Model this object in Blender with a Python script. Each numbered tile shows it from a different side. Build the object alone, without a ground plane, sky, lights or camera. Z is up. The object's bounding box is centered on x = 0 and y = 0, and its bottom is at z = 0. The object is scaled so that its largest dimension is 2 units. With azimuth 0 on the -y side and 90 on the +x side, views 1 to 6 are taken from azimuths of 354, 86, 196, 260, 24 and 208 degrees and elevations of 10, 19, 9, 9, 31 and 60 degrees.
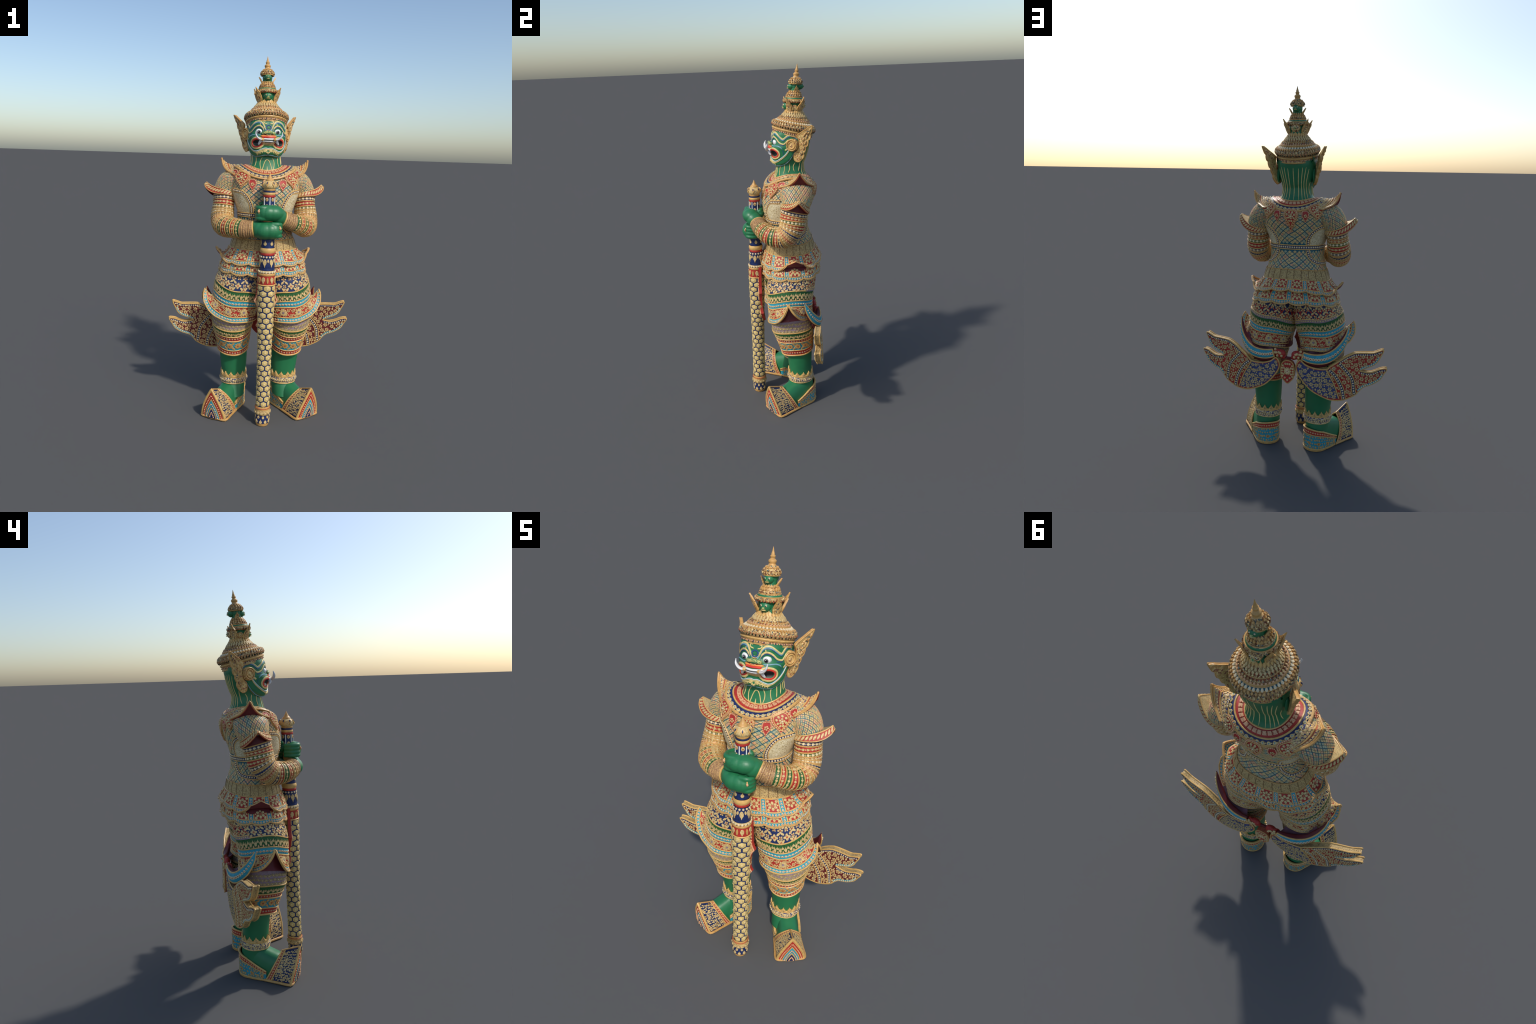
import bpy, bmesh, math, random
import numpy as np
from mathutils import Vector
from mathutils.geometry import tessellate_polygon

random.seed(7)
RNG = np.random.default_rng(7)
PI = math.pi
rad = math.radians

# ------------------------------------------------------------------ materials
MATS = {}


def srgb(r, g, b):
    def f(c):
        c /= 255.0
        return c / 12.92 if c <= 0.04045 else ((c + 0.055) / 1.055) ** 2.4
    return (f(r), f(g), f(b))


def mat(name, col, rough=0.5, var=0.22, scale=90.0, specks=(), bump=0.2, bump_scale=260.0, spec=0.35):
    """Principled colour broken up by noise; specks = [(colour, scale, threshold)]."""
    m = bpy.data.materials.new(name)
    m.use_nodes = True
    nt = m.node_tree
    nt.nodes.clear()
    N, L = nt.nodes.new, nt.links.new
    out = N('ShaderNodeOutputMaterial')
    bs = N('ShaderNodeBsdfPrincipled')
    L(bs.outputs[0], out.inputs[0])
    tc = N('ShaderNodeTexCoord')
    nz = N('ShaderNodeTexNoise')
    nz.inputs['Scale'].default_value = scale
    nz.inputs['Detail'].default_value = 3.0
    L(tc.outputs['Object'], nz.inputs['Vector'])
    rp = N('ShaderNodeValToRGB')
    e = rp.color_ramp.elements
    e[0].position, e[1].position = 0.3, 0.7
    e[0].color = tuple(c * (1 - var) for c in col) + (1,)
    e[1].color = tuple(min(1, c * (1 + var * 0.7)) for c in col) + (1,)
    L(nz.outputs['Fac'], rp.inputs['Fac'])
    last = rp.outputs['Color']
    for i, (sc, ss, th) in enumerate(specks):
        n2 = N('ShaderNodeTexNoise')
        n2.inputs['Scale'].default_value = ss
        n2.inputs['Detail'].default_value = 2.0
        mp = N('ShaderNodeMapping')
        mp.inputs['Location'].default_value = (3.1 * i + 1.7, 2.3 * i, 5.9 * i)
        L(tc.outputs['Object'], mp.inputs['Vector'])
        L(mp.outputs[0], n2.inputs['Vector'])
        r2 = N('ShaderNodeValToRGB')
        r2.color_ramp.elements[0].position = th
        r2.color_ramp.elements[1].position = th + 0.05
        L(n2.outputs['Fac'], r2.inputs['Fac'])
        mx = N('ShaderNodeMix')
        mx.data_type = 'RGBA'
        L(r2.outputs['Color'], mx.inputs[0])
        L(last, mx.inputs[6])
        mx.inputs[7].default_value = tuple(sc) + (1,)
        last = mx.outputs[2]
    L(last, bs.inputs['Base Color'])
    bs.inputs['Roughness'].default_value = rough
    bs.inputs['Specular IOR Level'].default_value = spec
    if bump:
        nb = N('ShaderNodeTexNoise')
        nb.inputs['Scale'].default_value = bump_scale
        L(tc.outputs['Object'], nb.inputs['Vector'])
        bp = N('ShaderNodeBump')
        bp.inputs['Strength'].default_value = bump
        bp.inputs['Distance'].default_value = 0.002
        L(nb.outputs['Fac'], bp.inputs['Height'])
        L(bp.outputs[0], bs.inputs['Normal'])
    MATS[name] = m
    return m


def mosaic(name, cols, scale, rough=0.55, bump=0.5):
    """Small coloured inlay chips: Voronoi cells choose a colour, cell edges are grout."""
    m = bpy.data.materials.new(name)
    m.use_nodes = True
    nt = m.node_tree
    nt.nodes.clear()
    N, L = nt.nodes.new, nt.links.new
    out = N('ShaderNodeOutputMaterial')
    bs = N('ShaderNodeBsdfPrincipled')
    L(bs.outputs[0], out.inputs[0])
    tc = N('ShaderNodeTexCoord')
    vo = N('ShaderNodeTexVoronoi')
    vo.inputs['Scale'].default_value = scale
    L(tc.outputs['Object'], vo.inputs['Vector'])
    sp = N('ShaderNodeSeparateColor')
    L(vo.outputs['Color'], sp.inputs[0])
    rp = N('ShaderNodeValToRGB')
    rp.color_ramp.interpolation = 'CONSTANT'
    els = rp.color_ramp.elements
    acc = 0.0
    for i, (c, w) in enumerate(cols):
        if i < 2:
            e = els[i]
            e.position = acc
        else:
            e = els.new(acc)
        e.color = tuple(c) + (1,)
        acc += w
    L(sp.outputs[0], rp.inputs['Fac'])
    nz = N('ShaderNodeTexNoise')
    nz.inputs['Scale'].default_value = scale * 2.2
    L(tc.outputs['Object'], nz.inputs['Vector'])
    mr = N('ShaderNodeMapRange')
    mr.inputs[3].default_value = 0.72
    mr.inputs[4].default_value = 1.22
    L(nz.outputs['Fac'], mr.inputs[0])
    mx = N('ShaderNodeMix')
    mx.data_type = 'RGBA'
    mx.blend_type = 'MULTIPLY'
    mx.inputs[0].default_value = 1.0
    L(rp.outputs['Color'], mx.inputs[6])
    L(mr.outputs[0], mx.inputs[7])
    L(mx.outputs[2], bs.inputs['Base Color'])
    bs.inputs['Roughness'].default_value = rough
    bs.inputs['Specular IOR Level'].default_value = 0.35
    bp = N('ShaderNodeBump')
    bp.invert = True
    bp.inputs['Strength'].default_value = bump
    bp.inputs['Distance'].default_value = 0.002
    L(vo.outputs['Distance'], bp.inputs['Height'])
    L(bp.outputs[0], bs.inputs['Normal'])
    MATS[name] = m
    return m


# ------------------------------------------------------------------ curves
def catmull(pts, n, closed=False):
    """Catmull-Rom through control points (any dimension), n samples per span."""
    p = np.asarray(pts, float)
    m = len(p)
    if closed:
        q = np.vstack([p[-1], p, p[0], p[1]])
        spans = m
    else:
        q = np.vstack([2 * p[0] - p[1], p, 2 * p[-1] - p[-2]])
        spans = m - 1
    out = []
    for i in range(spans):
        a, b, c, d = q[i:i + 4]
        t = np.linspace(0, 1, n, endpoint=False)[:, None]
        out.append(0.5 * ((2 * b) + (c - a) * t + (2 * a - 5 * b + 4 * c - d) * t ** 2 + (3 * b - a - 3 * c + d) * t ** 3))
    r = np.vstack(out)
    return r if closed else np.vstack([r, p[-1]])


def hermite_rows(rows, nv):
    """Monotone cubic interpolation of ring parameters; rows sit at equal v steps."""
    y = np.asarray(rows, float)
    m = len(y)
    d = np.diff(y, axis=0)
    s = np.zeros_like(y)
    s[1:-1] = np.where(d[:-1] * d[1:] > 0, 2 * d[:-1] * d[1:] / (d[:-1] + d[1:] + 1e-12 * np.sign(d[:-1] + d[1:]) + 1e-30), 0)
    s[0], s[-1] = d[0], d[-1]
    t = np.linspace(0, m - 1, nv)
    i = np.minimum(t.astype(int), m - 2)
    f = (t - i)[:, None]
    return ((2 * f ** 3 - 3 * f ** 2 + 1) * y[i] + (f ** 3 - 2 * f ** 2 + f) * s[i]
            + (-2 * f ** 3 + 3 * f ** 2) * y[i + 1] + (f ** 3 - f ** 2) * s[i + 1])


def sgnpow(c, e):
    return np.sign(c) * np.abs(c) ** e


# ------------------------------------------------------------------ surfaces
class Surf:
    """Sampled parametric surface with points, outward normals and metric lengths."""

    def __init__(self, P, closed=True, flip=False):
        self.P = P
        self.closed = closed
        self.nu, self.nv = P.shape[:2]
        self.flip = flip
        if closed:
            du = (np.roll(P, -1, 0) - np.roll(P, 1, 0)) * 0.5 * self.nu
        else:
            du = np.gradient(P, axis=0) * (self.nu - 1)
        dv = np.gradient(P, axis=1) * (self.nv - 1)
        n = np.cross(du, dv)
        ln = np.linalg.norm(n, axis=2, keepdims=True)
        n = n / np.maximum(ln, 1e-12)
        self.N = -n if flip else n
        self.LU = np.maximum(np.linalg.norm(du, axis=2), 1e-4)
        self.LV = np.maximum(np.linalg.norm(dv, axis=2), 1e-4)

    def _w(self, u, v):
        u = np.asarray(u, float)
        v = np.clip(np.asarray(v, float), 0, 1)
        if self.closed:
            a = (u % 1.0) * self.nu
            i0 = a.astype(int) % self.nu
            i1 = (i0 + 1) % self.nu
            fa = a - np.floor(a)
        else:
            a = np.clip(u, 0, 1) * (self.nu - 1)
            i0 = np.minimum(a.astype(int), self.nu - 2)
            i1 = i0 + 1
            fa = a - i0
        b = v * (self.nv - 1)
        j0 = np.minimum(b.astype(int), self.nv - 2)
        return i0, i1, fa, j0, j0 + 1, b - j0

    def _s(self, A, w):
        i0, i1, fa, j0, j1, fb = w
        if A.ndim == 3:
            fa, fb = fa[..., None], fb[..., None]
        return (A[i0, j0] * (1 - fa) + A[i1, j0] * fa) * (1 - fb) + (A[i0, j1] * (1 - fa) + A[i1, j1] * fa) * fb

    def ev(self, u, v):
        w = self._w(u, v)
        n = self._s(self.N, w)
        return self._s(self.P, w), n / np.maximum(np.linalg.norm(n, axis=-1, keepdims=True), 1e-9)

    def lens(self, u, v):
        w = self._w(u, v)
        return self._s(self.LU, w), self._s(self.LV, w)

    def arc_u(self, v, n=None, spacing=None, u0=0.0, u1=1.0):
        """u positions at equal arc length along the row v between u0 and u1."""
        t = np.linspace(u0, u1, 400)
        p, _ = self.ev(t, np.full(400, v))
        s = np.concatenate([[0], np.cumsum(np.linalg.norm(np.diff(p, axis=0), axis=1))])
        if n is None:
            n = max(1, int(round(s[-1] / spacing)))
        return np.interp((np.arange(n) + 0.5) / n * s[-1], s, t), s[-1] / n


# ------------------------------------------------------------------ mesh builder
class B:
    """Collects verts, quads and tris with material names, then becomes one mesh object."""

    def __init__(self):
        self.V, self.Q, self.T, self.mq, self.mt = [], [], [], [], []
        self.n = 0
        self.slots = []

    def slot(self, m):
        if m not in self.slots:
            self.slots.append(m)
        return self.slots.index(m)

    def add(self, V, Q=None, T=None, m='gold'):
        """m: material name or array of slot indices for the quads."""
        V = np.asarray(V, float).reshape(-1, 3)
        if Q is not None and len(Q):
            Q = np.asarray(Q, int).reshape(-1, 4)
            self.Q.append(Q + self.n)
            self.mq.append(np.full(len(Q), self.slot(m)) if isinstance(m, str) else np.asarray(m))
        if T is not None and len(T):
            T = np.asarray(T, int).reshape(-1, 3)
            self.T.append(T + self.n)
            self.mt.append(np.full(len(T), self.slot(m) if isinstance(m, str) else 0))
        self.V.append(V)
        self.n += len(V)

    def grid(self, P, closed=True, m='gold', rowmat=None, flip=False, cap0=False, cap1=False):
        """Quad grid; rowmat(fractional v of the row) chooses a material name."""
        nu, nv = P.shape[:2]
        i = np.arange(nu if closed else nu - 1)
        j = np.arange(nv - 1)
        I, J = np.meshgrid(i, j, indexing='ij')
        I2 = (I + 1) % nu
        q = np.stack([I * nv + J, I2 * nv + J, I2 * nv + J + 1, I * nv + J + 1], -1).reshape(-1, 4)
        if flip:
            q = q[:, ::-1]
        if rowmat is not None:
            mm = np.array([self.slot(rowmat((k + 0.5) / (nv - 1))) for k in range(nv - 1)])
            mi = np.tile(mm, len(i))
        else:
            mi = np.full(len(q), self.slot(m))
        self.add(P.reshape(-1, 3), q, None, mi)
        for cap, k, rev in ((cap0, 0, True), (cap1, nv - 1, False)):
            if cap:
                ring = P[:, k]
                c = ring.mean(0)
                V = np.vstack([ring, c])
                a = np.arange(nu)
                t = np.stack([a, (a + 1) % nu, np.full(nu, nu)], -1)
                if rev != flip:
                    t = t[:, ::-1]
                self.add(V, None, t, m if rowmat is None else rowmat(k / (nv - 1)))

    def shell(self, S, v0, v1, thick, m_in, nv=24, lip='gold', u0=None, u1=None, nu=None):
        """Inner face and lip that give an open surface depth between v0 and v1."""
        nu = nu or S.nu
        closed = S.closed and u0 is None
        u = np.linspace(0, 1, nu, endpoint=False) if closed else np.linspace(u0 or 0, 1 if u1 is None else u1, nu)
        v = np.linspace(v0, v1, nv)
        U, Vv = np.meshgrid(u, v, indexing='ij')
        p, n = S.ev(U, Vv)
        inner = p - n * thick
        self.grid(inner, closed, m_in, flip=not S.flip)
        self.grid(np.stack([inner[:, -1], p[:, -1]], 1), closed, lip, flip=not S.flip)
        if not closed:
            self.grid(np.stack([inner[0], p[0]], 1), False, lip)
            self.grid(np.stack([inner[-1], p[-1]], 1), False, lip)

    def place(self, S, uv, tmpl, size, rot=0.0, h=0.003, m='cream', prof=None, sink=0.001):
        """Raise relief pieces (template outlines in metres) on a surface at uv positions."""
        uv = np.asarray(uv, float).reshape(-1, 2)
        n = len(uv)
        if n == 0:
            return
        if isinstance(size, tuple):
            size = np.tile(np.array(size, float), (n, 1))
        else:
            size = np.asarray(size, float)
            size = size if size.ndim == 2 else np.repeat(np.broadcast_to(size, (n,))[:, None], 2, 1)
        rot = np.broadcast_to(np.asarray(rot, float), (n,))
        hh = np.broadcast_to(np.asarray(h, float), (n,))
        prof = prof or [(1.0, None), (0.88, 0.9)]
        k = len(tmpl)
        lu, lv = S.lens(uv[:, 0], uv[:, 1])
        loc = tmpl[None] * size[:, None, :]
        c, s = np.cos(rot)[:, None], np.sin(rot)[:, None]
        loc = np.stack([loc[..., 0] * c - loc[..., 1] * s, loc[..., 0] * s + loc[..., 1] * c], -1)
        rings = []
        for sc, hf in prof:
            pu = uv[:, 0, None] + loc[..., 0] * sc / lu[:, None]
            pv = uv[:, 1, None] + loc[..., 1] * sc / lv[:, None]
            p, nn = S.ev(pu, pv)
            off = np.full(n, -sink) if hf is None else hh * hf
            rings.append(p + nn * off[:, None, None])
        p, nn = S.ev(uv[:, 0], uv[:, 1])
        cen = (p + nn * (hh * prof[-1][1] * 1.12)[:, None])[:, None]
        V = np.concatenate(rings + [cen], 1)
        per = V.shape[1]
        a = np.arange(k)
        b = (a + 1) % k
        qs = [np.stack([r * k + a, r * k + b, (r + 1) * k + b, (r + 1) * k + a], -1) for r in range(len(prof) - 1)]
        t = np.stack([(len(prof) - 1) * k + a, (len(prof) - 1) * k + b, np.full(k, per - 1)], -1)
        q = np.concatenate(qs)
        if S.flip:
            q, t = q[:, ::-1], t[:, ::-1]
        base = (np.arange(n) * per)[:, None, None]
        self.add(V, (q[None] + base).reshape(-1, 4), (t[None] + base).reshape(-1, 3), m)

    def patch(self, S, u0, u1, v0, v1, h, m, nu=8, nv=8, edge=0.0015):
        """Raised rectangular panel in the surface's own uv."""
        u = np.linspace(u0, u1, nu)
        v = np.linspace(v0, v1, nv)
        U, V = np.meshgrid(u, v, indexing='ij')
        p, n = S.ev(U, V)
        top = p + n * h
        self.grid(top, False, m, flip=S.flip)
        low = p - n * edge
        for a, b in ((top[0], low[0]), (low[-1], top[-1]), (low[:, 0], top[:, 0]), (top[:, -1], low[:, -1])):
            self.grid(np.stack([a, b], 1), False, m, flip=S.flip)

    def piping(self, S, uv, r, m='gold', lift=0.3, closed=False, k=6, flat=1.0):
        """Rounded cord laid along a uv path."""
        uv = np.asarray(uv, float)
        p, n = S.ev(uv[:, 0], uv[:, 1])
        r = np.broadcast_to(np.asarray(r, float), (len(uv),))
        p = p + n * (r * lift)[:, None]
        self.cord(p, n, r, m, closed, k, flat)

    def cord(self, p, n, r, m, closed=False, k=6, flat=1.0):
        if closed:
            t = np.roll(p, -1, 0) - np.roll(p, 1, 0)
        else:
            t = np.gradient(p, axis=0)
        t /= np.maximum(np.linalg.norm(t, axis=1, keepdims=True), 1e-9)
        s = np.cross(n, t)
        s /= np.maximum(np.linalg.norm(s, axis=1, keepdims=True), 1e-9)
        a = np.arange(k) / k * 2 * PI
        r = np.broadcast_to(np.asarray(r, float), (len(p),))
        ring = p[None] + (np.cos(a)[:, None, None] * s[None] + flat * np.sin(a)[:, None, None] * n[None]) * r[None, :, None]
        # ring shape (k, len, 3): around, along
        if closed:
            ring = np.concatenate([ring, ring[:, :1]], 1)
        self.grid(ring, True, m, flip=True, cap0=not closed, cap1=not closed)

    def hoop(self, S, v, r, m='gold', n=96, **kw):
        u = np.linspace(0, 1, n, endpoint=False)
        self.piping(S, np.stack([u, np.full(n, v)], -1), r, m, closed=True, **kw)

    def strip(self, S, uv, w, h, m, closed=False):
        """Flat raised ribbon of half-width w along a uv path."""
        uv = np.asarray(uv, float)
        lu, lv = S.lens(uv[:, 0], uv[:, 1])
        d = (np.roll(uv, -1, 0) - np.roll(uv, 1, 0)) if closed else np.gradient(uv, axis=0)
        dx, dy = d[:, 0] * lu, d[:, 1] * lv
        ln = np.maximum(np.hypot(dx, dy), 1e-9)
        nx, ny = -dy / ln, dx / ln
        w = np.broadcast_to(np.asarray(w, float), (len(uv),))
        rows = []
        for f, hh in ((-1, -0.001), (-0.9, h), (0, h), (0.9, h), (1, -0.001)):
            p, n = S.ev(uv[:, 0] + nx * w * f / lu, uv[:, 1] + ny * w * f / lv)
            rows.append(p + n * hh)
        P = np.stack(rows, 1)
        if closed:
            P = np.concatenate([P, P[:1]], 0)
        self.grid(P, False, m, flip=S.flip)

    def tube(self, pts, r, m, k=10, ref=(0, 1, 0), ry=None, cap=True, n=8):
        """Swept round (or oval) limb through control points with radii."""
        pr = catmull(np.hstack([np.asarray(pts, float), np.asarray(r, float).reshape(-1, 1),
                                np.asarray(ry if ry is not None else r, float).reshape(-1, 1)]), n)
        P = sweep(pr[:, :3], pr[:, 3], pr[:, 4], k, ref)
        self.grid(P, True, m, cap0=cap, cap1=cap)
        return P

    def ball(self, c, r, m, nu=16, nv=10):
        th = np.linspace(0, 2 * PI, nu, endpoint=False)
        ph = np.linspace(-PI / 2 + 1e-3, PI / 2 - 1e-3, nv)
        T, F = np.meshgrid(th, ph, indexing='ij')
        r = np.broadcast_to(np.asarray(r, float), (3,))
        P = np.stack([np.cos(T) * np.cos(F), np.sin(T) * np.cos(F), np.sin(F)], -1) * r + np.asarray(c)
        self.grid(P, True, m)

    def plate(self, outline, fmap, thick, m_face, m_back, m_edge, step=0.02, bevel=0.0025):
        """Thick curved board: outline polygon in 2D, fmap(a,b) -> (point, normal)."""
        bm = bmesh.new()
        vs = [bm.verts.new((a, b, 0)) for a, b in outline]
        bm.faces.new(vs)
        o = np.asarray(outline)
        for ax in (0, 1):
            for c in np.arange(o[:, ax].min() + step, o[:, ax].max(), step):
                no = [0, 0, 0]
                no[ax] = 1
                co = [0, 0, 0]
                co[ax] = c
                bmesh.ops.bisect_plane(bm, geom=bm.verts[:] + bm.edges[:] + bm.faces[:], plane_co=co, plane_no=no)
        bmesh.ops.triangulate(bm, faces=bm.faces[:])
        bm.verts.index_update()
        v2 = np.array([v.co[:2] for v in bm.verts])
        tri = np.array([[v.index for v in f.verts] for f in bm.faces])
        a, b, c = v2[tri[:, 0]], v2[tri[:, 1]], v2[tri[:, 2]]
        area = ((b - a)[:, 0] * (c - a)[:, 1] - (b - a)[:, 1] * (c - a)[:, 0])
        tri[area < 0] = tri[area < 0][:, ::-1]
        bd = [(e.verts[0].index, e.verts[1].index) for e in bm.edges if len(e.link_faces) == 1]
        bset = {}
        for f in tri:
            for x, y in ((f[0], f[1]), (f[1], f[2]), (f[2], f[0])):
                bset[(x, y)] = 1
        bd = [(x, y) if (x, y) in bset else (y, x) for x, y in bd]
        bm.free()
        p, n = fmap(v2[:, 0], v2[:, 1])
        top, bot = p + n * thick / 2, p - n * thick / 2
        k = len(v2)
        self.add(top, None, tri, m_face)
        self.add(bot, None, tri[:, ::-1], m_back)
        q = np.array([[x + k, y + k, y, x] for x, y in bd])
        self.add(np.vstack([top, bot]), q, None, m_edge)

    def build(self, name, parent, smooth=True, kind=None, angle=40):
        me = bpy.data.meshes.new(name)
        V = np.concatenate(self.V)
        V[:, 2] = np.maximum(V[:, 2], 0.0)
        Q = np.concatenate(self.Q) if self.Q else np.zeros((0, 4), int)
        T = np.concatenate(self.T) if self.T else np.zeros((0, 3), int)
        mi = np.concatenate((self.mq or []) + (self.mt or []))
        me.vertices.add(len(V))
        me.vertices.foreach_set('co', V.ravel())
        loops = np.concatenate([Q.ravel(), T.ravel()])
        me.loops.add(len(loops))
        me.loops.foreach_set('vertex_index', loops.astype(np.int32))
        ls = np.concatenate([np.arange(len(Q)) * 4, len(Q) * 4 + np.arange(len(T)) * 3])
        me.polygons.add(len(ls))
        me.polygons.foreach_set('loop_start', ls.astype(np.int32))
        me.polygons.foreach_set('material_index', mi.astype(np.int32))
        me.update(calc_edges=True)
        me.validate()
        for s in self.slots:
            me.materials.append(MATS[s])
        if smooth:
            me.polygons.foreach_set('use_smooth', np.ones(len(me.polygons), bool))
            me.set_sharp_from_angle(angle=rad(angle))
        ob = bpy.data.objects.new(name, me)
        bpy.context.scene.collection.objects.link(ob)
        ob.parent = parent
        if kind:
            ob['kind'] = kind
        return ob


def sweep(C, ra, rb, k, ref):
    """Rings around a spine; ra along the reference direction, rb across it."""
    t = np.gradient(C, axis=0)
    t /= np.linalg.norm(t, axis=1, keepdims=True)
    ref = np.broadcast_to(np.asarray(ref, float), C.shape)
    a = ref - (ref * t).sum(1, keepdims=True) * t
    a /= np.linalg.norm(a, axis=1, keepdims=True)
    b = np.cross(t, a)
    th = np.arange(k) / k * 2 * PI
    return (C[None] + np.cos(th)[:, None, None] * a[None] * np.asarray(ra)[None, :, None]
            + np.sin(th)[:, None, None] * b[None] * np.asarray(rb)[None, :, None])


# ------------------------------------------------------------------ relief outlines
def circ(k=8):
    a = np.arange(k) / k * 2 * PI
    return np.stack([np.cos(a), np.sin(a)], -1)


def leafshape(k=10):
    a = np.arange(k) / k * 2 * PI
    return np.stack([np.cos(a), np.sin(a) * np.abs(np.sin(a)) ** 0.35 * 1.0], -1)


DOT, BEAD = circ(6), circ(8)
HEX = circ(6)
DIAMOND = np.array([(1, 0), (.5, .5), (0, 1), (-.5, .5), (-1, 0), (-.5, -.5), (0, -1), (.5, -.5)], float)
LEAF = leafshape(10)
BOX = np.array([(1, .85), (.85, 1), (-.85, 1), (-1, .85), (-1, -.85), (-.85, -1), (.85, -1), (1, -.85)], float)
DROP = np.array([(0, 1), (-.28, .45), (-.75, .05), (-.85, -.45), (-.45, -.9), (0, -1), (.45, -.9), (.85, -.45), (.75, .05), (.28, .45)])
SHIELD = np.array([(0, -1), (.25, -.72), (.62, -.42), (.95, 0), (1, .35), (.9, .7), (.6, .95), (0, 1), (-.6, .95), (-.9, .7), (-1, .35), (-.95, 0), (-.62, -.42), (-.25, -.72)])
SHIELD = SHIELD[::1]


def floret(b, S, uv, r, m='cream', petals=6, mc='rust', rot0=0.0, h=0.0035, core=0.3):
    uv = np.asarray(uv, float).reshape(-1, 2)
    r = np.broadcast_to(np.asarray(r, float), (len(uv),))
    lu, lv = S.lens(uv[:, 0], uv[:, 1])
    for k in range(petals):
        a = rot0 + 2 * PI * k / petals
        o = uv + np.stack([np.cos(a) * r * .62 / lu, np.sin(a) * r * .62 / lv], -1)
        b.place(S, o, LEAF, np.stack([r * .40, r * (.30 if petals > 5 else .36)], -1), a, h, m)
    b.place(S, uv, DOT, r * core, 0, h * 1.25, mc)

# ------------------------------------------------------------------ palette
CREAM = srgb(209, 182, 126)
GOLD = srgb(198, 152, 88)
RED = srgb(170, 50, 42)
RUST = srgb(176, 92, 62)
CYAN = srgb(50, 150, 170)
NAVY = srgb(30, 46, 92)
DKGREEN = srgb(38, 92, 48)
GREEN = srgb(36, 113, 71)
MAUVE = srgb(146, 126, 138)
TEAL = srgb(34, 98, 112)
mat('cream', CREAM, 0.5, 0.24, 150, specks=[(srgb(150, 112, 70), 300, 0.60), (srgb(190, 130, 90), 120, 0.66)])
mat('pale_cream', srgb(228, 208, 168), 0.5, 0.16, 120, specks=[(srgb(190, 165, 120), 330, 0.63)])
mat('blush_cream', srgb(214, 164, 122), 0.5, 0.2, 130, specks=[(srgb(160, 96, 74), 300, 0.62)])
mat('slate_blue', srgb(62, 72, 120), 0.5, 0.3, 40)
mat('hex_gold', srgb(208, 182, 118), 0.45, 0.22, 90, specks=[(srgb(160, 124, 74), 260, 0.62)])
mat('seam', srgb(128, 100, 64), 0.6, 0.2, 90)
mat('sage_tile', srgb(170, 172, 140), 0.5, 0.24, 110, specks=[(srgb(96, 118, 112), 240, 0.6)])
mat('tan', srgb(176, 154, 108), 0.5, 0.22, 150)
mat('gold', GOLD, 0.42, 0.16, 70, spec=0.45)
mat('gold_bright', srgb(210, 168, 100), 0.4, 0.14, 70, spec=0.45)
mat('red', RED, 0.5, 0.2, 90)
mat('rust', RUST, 0.5, 0.3, 140)
mat('cyan', CYAN, 0.45, 0.2, 60)
mat('navy', NAVY, 0.45, 0.28, 80)
mat('dark_green', DKGREEN, 0.5, 0.25, 80)
mat('mauve', MAUVE, 0.55, 0.2, 90)
mat('teal', TEAL, 0.5, 0.25, 70)
mat('skin_green', GREEN, 0.42, 0.07, 14, bump=0.03, bump_scale=60, spec=0.5)
mat('lining_red', srgb(104, 36, 40), 0.5, 0.12, 40, bump=0.05)
mat('lining_plum', srgb(112, 68, 76), 0.5, 0.3, 30, bump=0.05)
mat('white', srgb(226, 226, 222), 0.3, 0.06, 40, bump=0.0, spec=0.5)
mat('ivory', srgb(206, 206, 206), 0.3, 0.12, 40, bump=0.03, spec=0.5)
mat('black', srgb(20, 20, 22), 0.3, 0.1, 40, bump=0.0, spec=0.5)
mat('grey', srgb(96, 98, 104), 0.3, 0.1, 40, bump=0.0)
mat('lip_red', srgb(206, 62, 52), 0.4, 0.12, 60, bump=0.05)
mat('lip_orange', srgb(226, 146, 74), 0.4, 0.15, 60, bump=0.05)
mat('face_cream', srgb(214, 192, 128), 0.42, 0.16, 90, bump=0.08)
mat('face_blue', srgb(112, 158, 170), 0.42, 0.2, 60, bump=0.05)
mat('face_navy', srgb(44, 76, 124), 0.42, 0.2, 60, bump=0.05)
mat('nostril', srgb(92, 30, 24), 0.5, 0.15, 60, bump=0.0)
mat('nose_mottle', srgb(176, 176, 110), 0.45, 0.2, 120, specks=[(GREEN, 190, 0.52)])
mat('belt_gold', srgb(192, 164, 108), 0.55, 0.2, 50, specks=[(srgb(128, 96, 58), 240, 0.54), (srgb(96, 84, 110), 200, 0.68)], bump=0.6)
mat('stone_cream', srgb(212, 198, 160), 0.6, 0.14, 60, specks=[(srgb(150, 128, 84), 230, 0.58), (srgb(228, 218, 190), 120, 0.6)], bump=0.3)
mat('wound_gold', srgb(184, 148, 100), 0.5, 0.28, 120, specks=[(srgb(136, 96, 74), 240, 0.53), (srgb(110, 96, 110), 180, 0.68)], bump=0.6)
mosaic('crown_mosaic', [(srgb(198, 164, 110), .42), (srgb(224, 196, 136), .16), (srgb(160, 118, 70), .18), (srgb(128, 78, 60), .1),
                        (srgb(108, 100, 92), .07), (srgb(82, 98, 92), .07)], 170)
mosaic('fin_mosaic', [(srgb(206, 170, 106), .5), (srgb(188, 144, 84), .22), (srgb(158, 104, 78), .12), (srgb(226, 196, 130), .16)], 130, bump=0.7)
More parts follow.
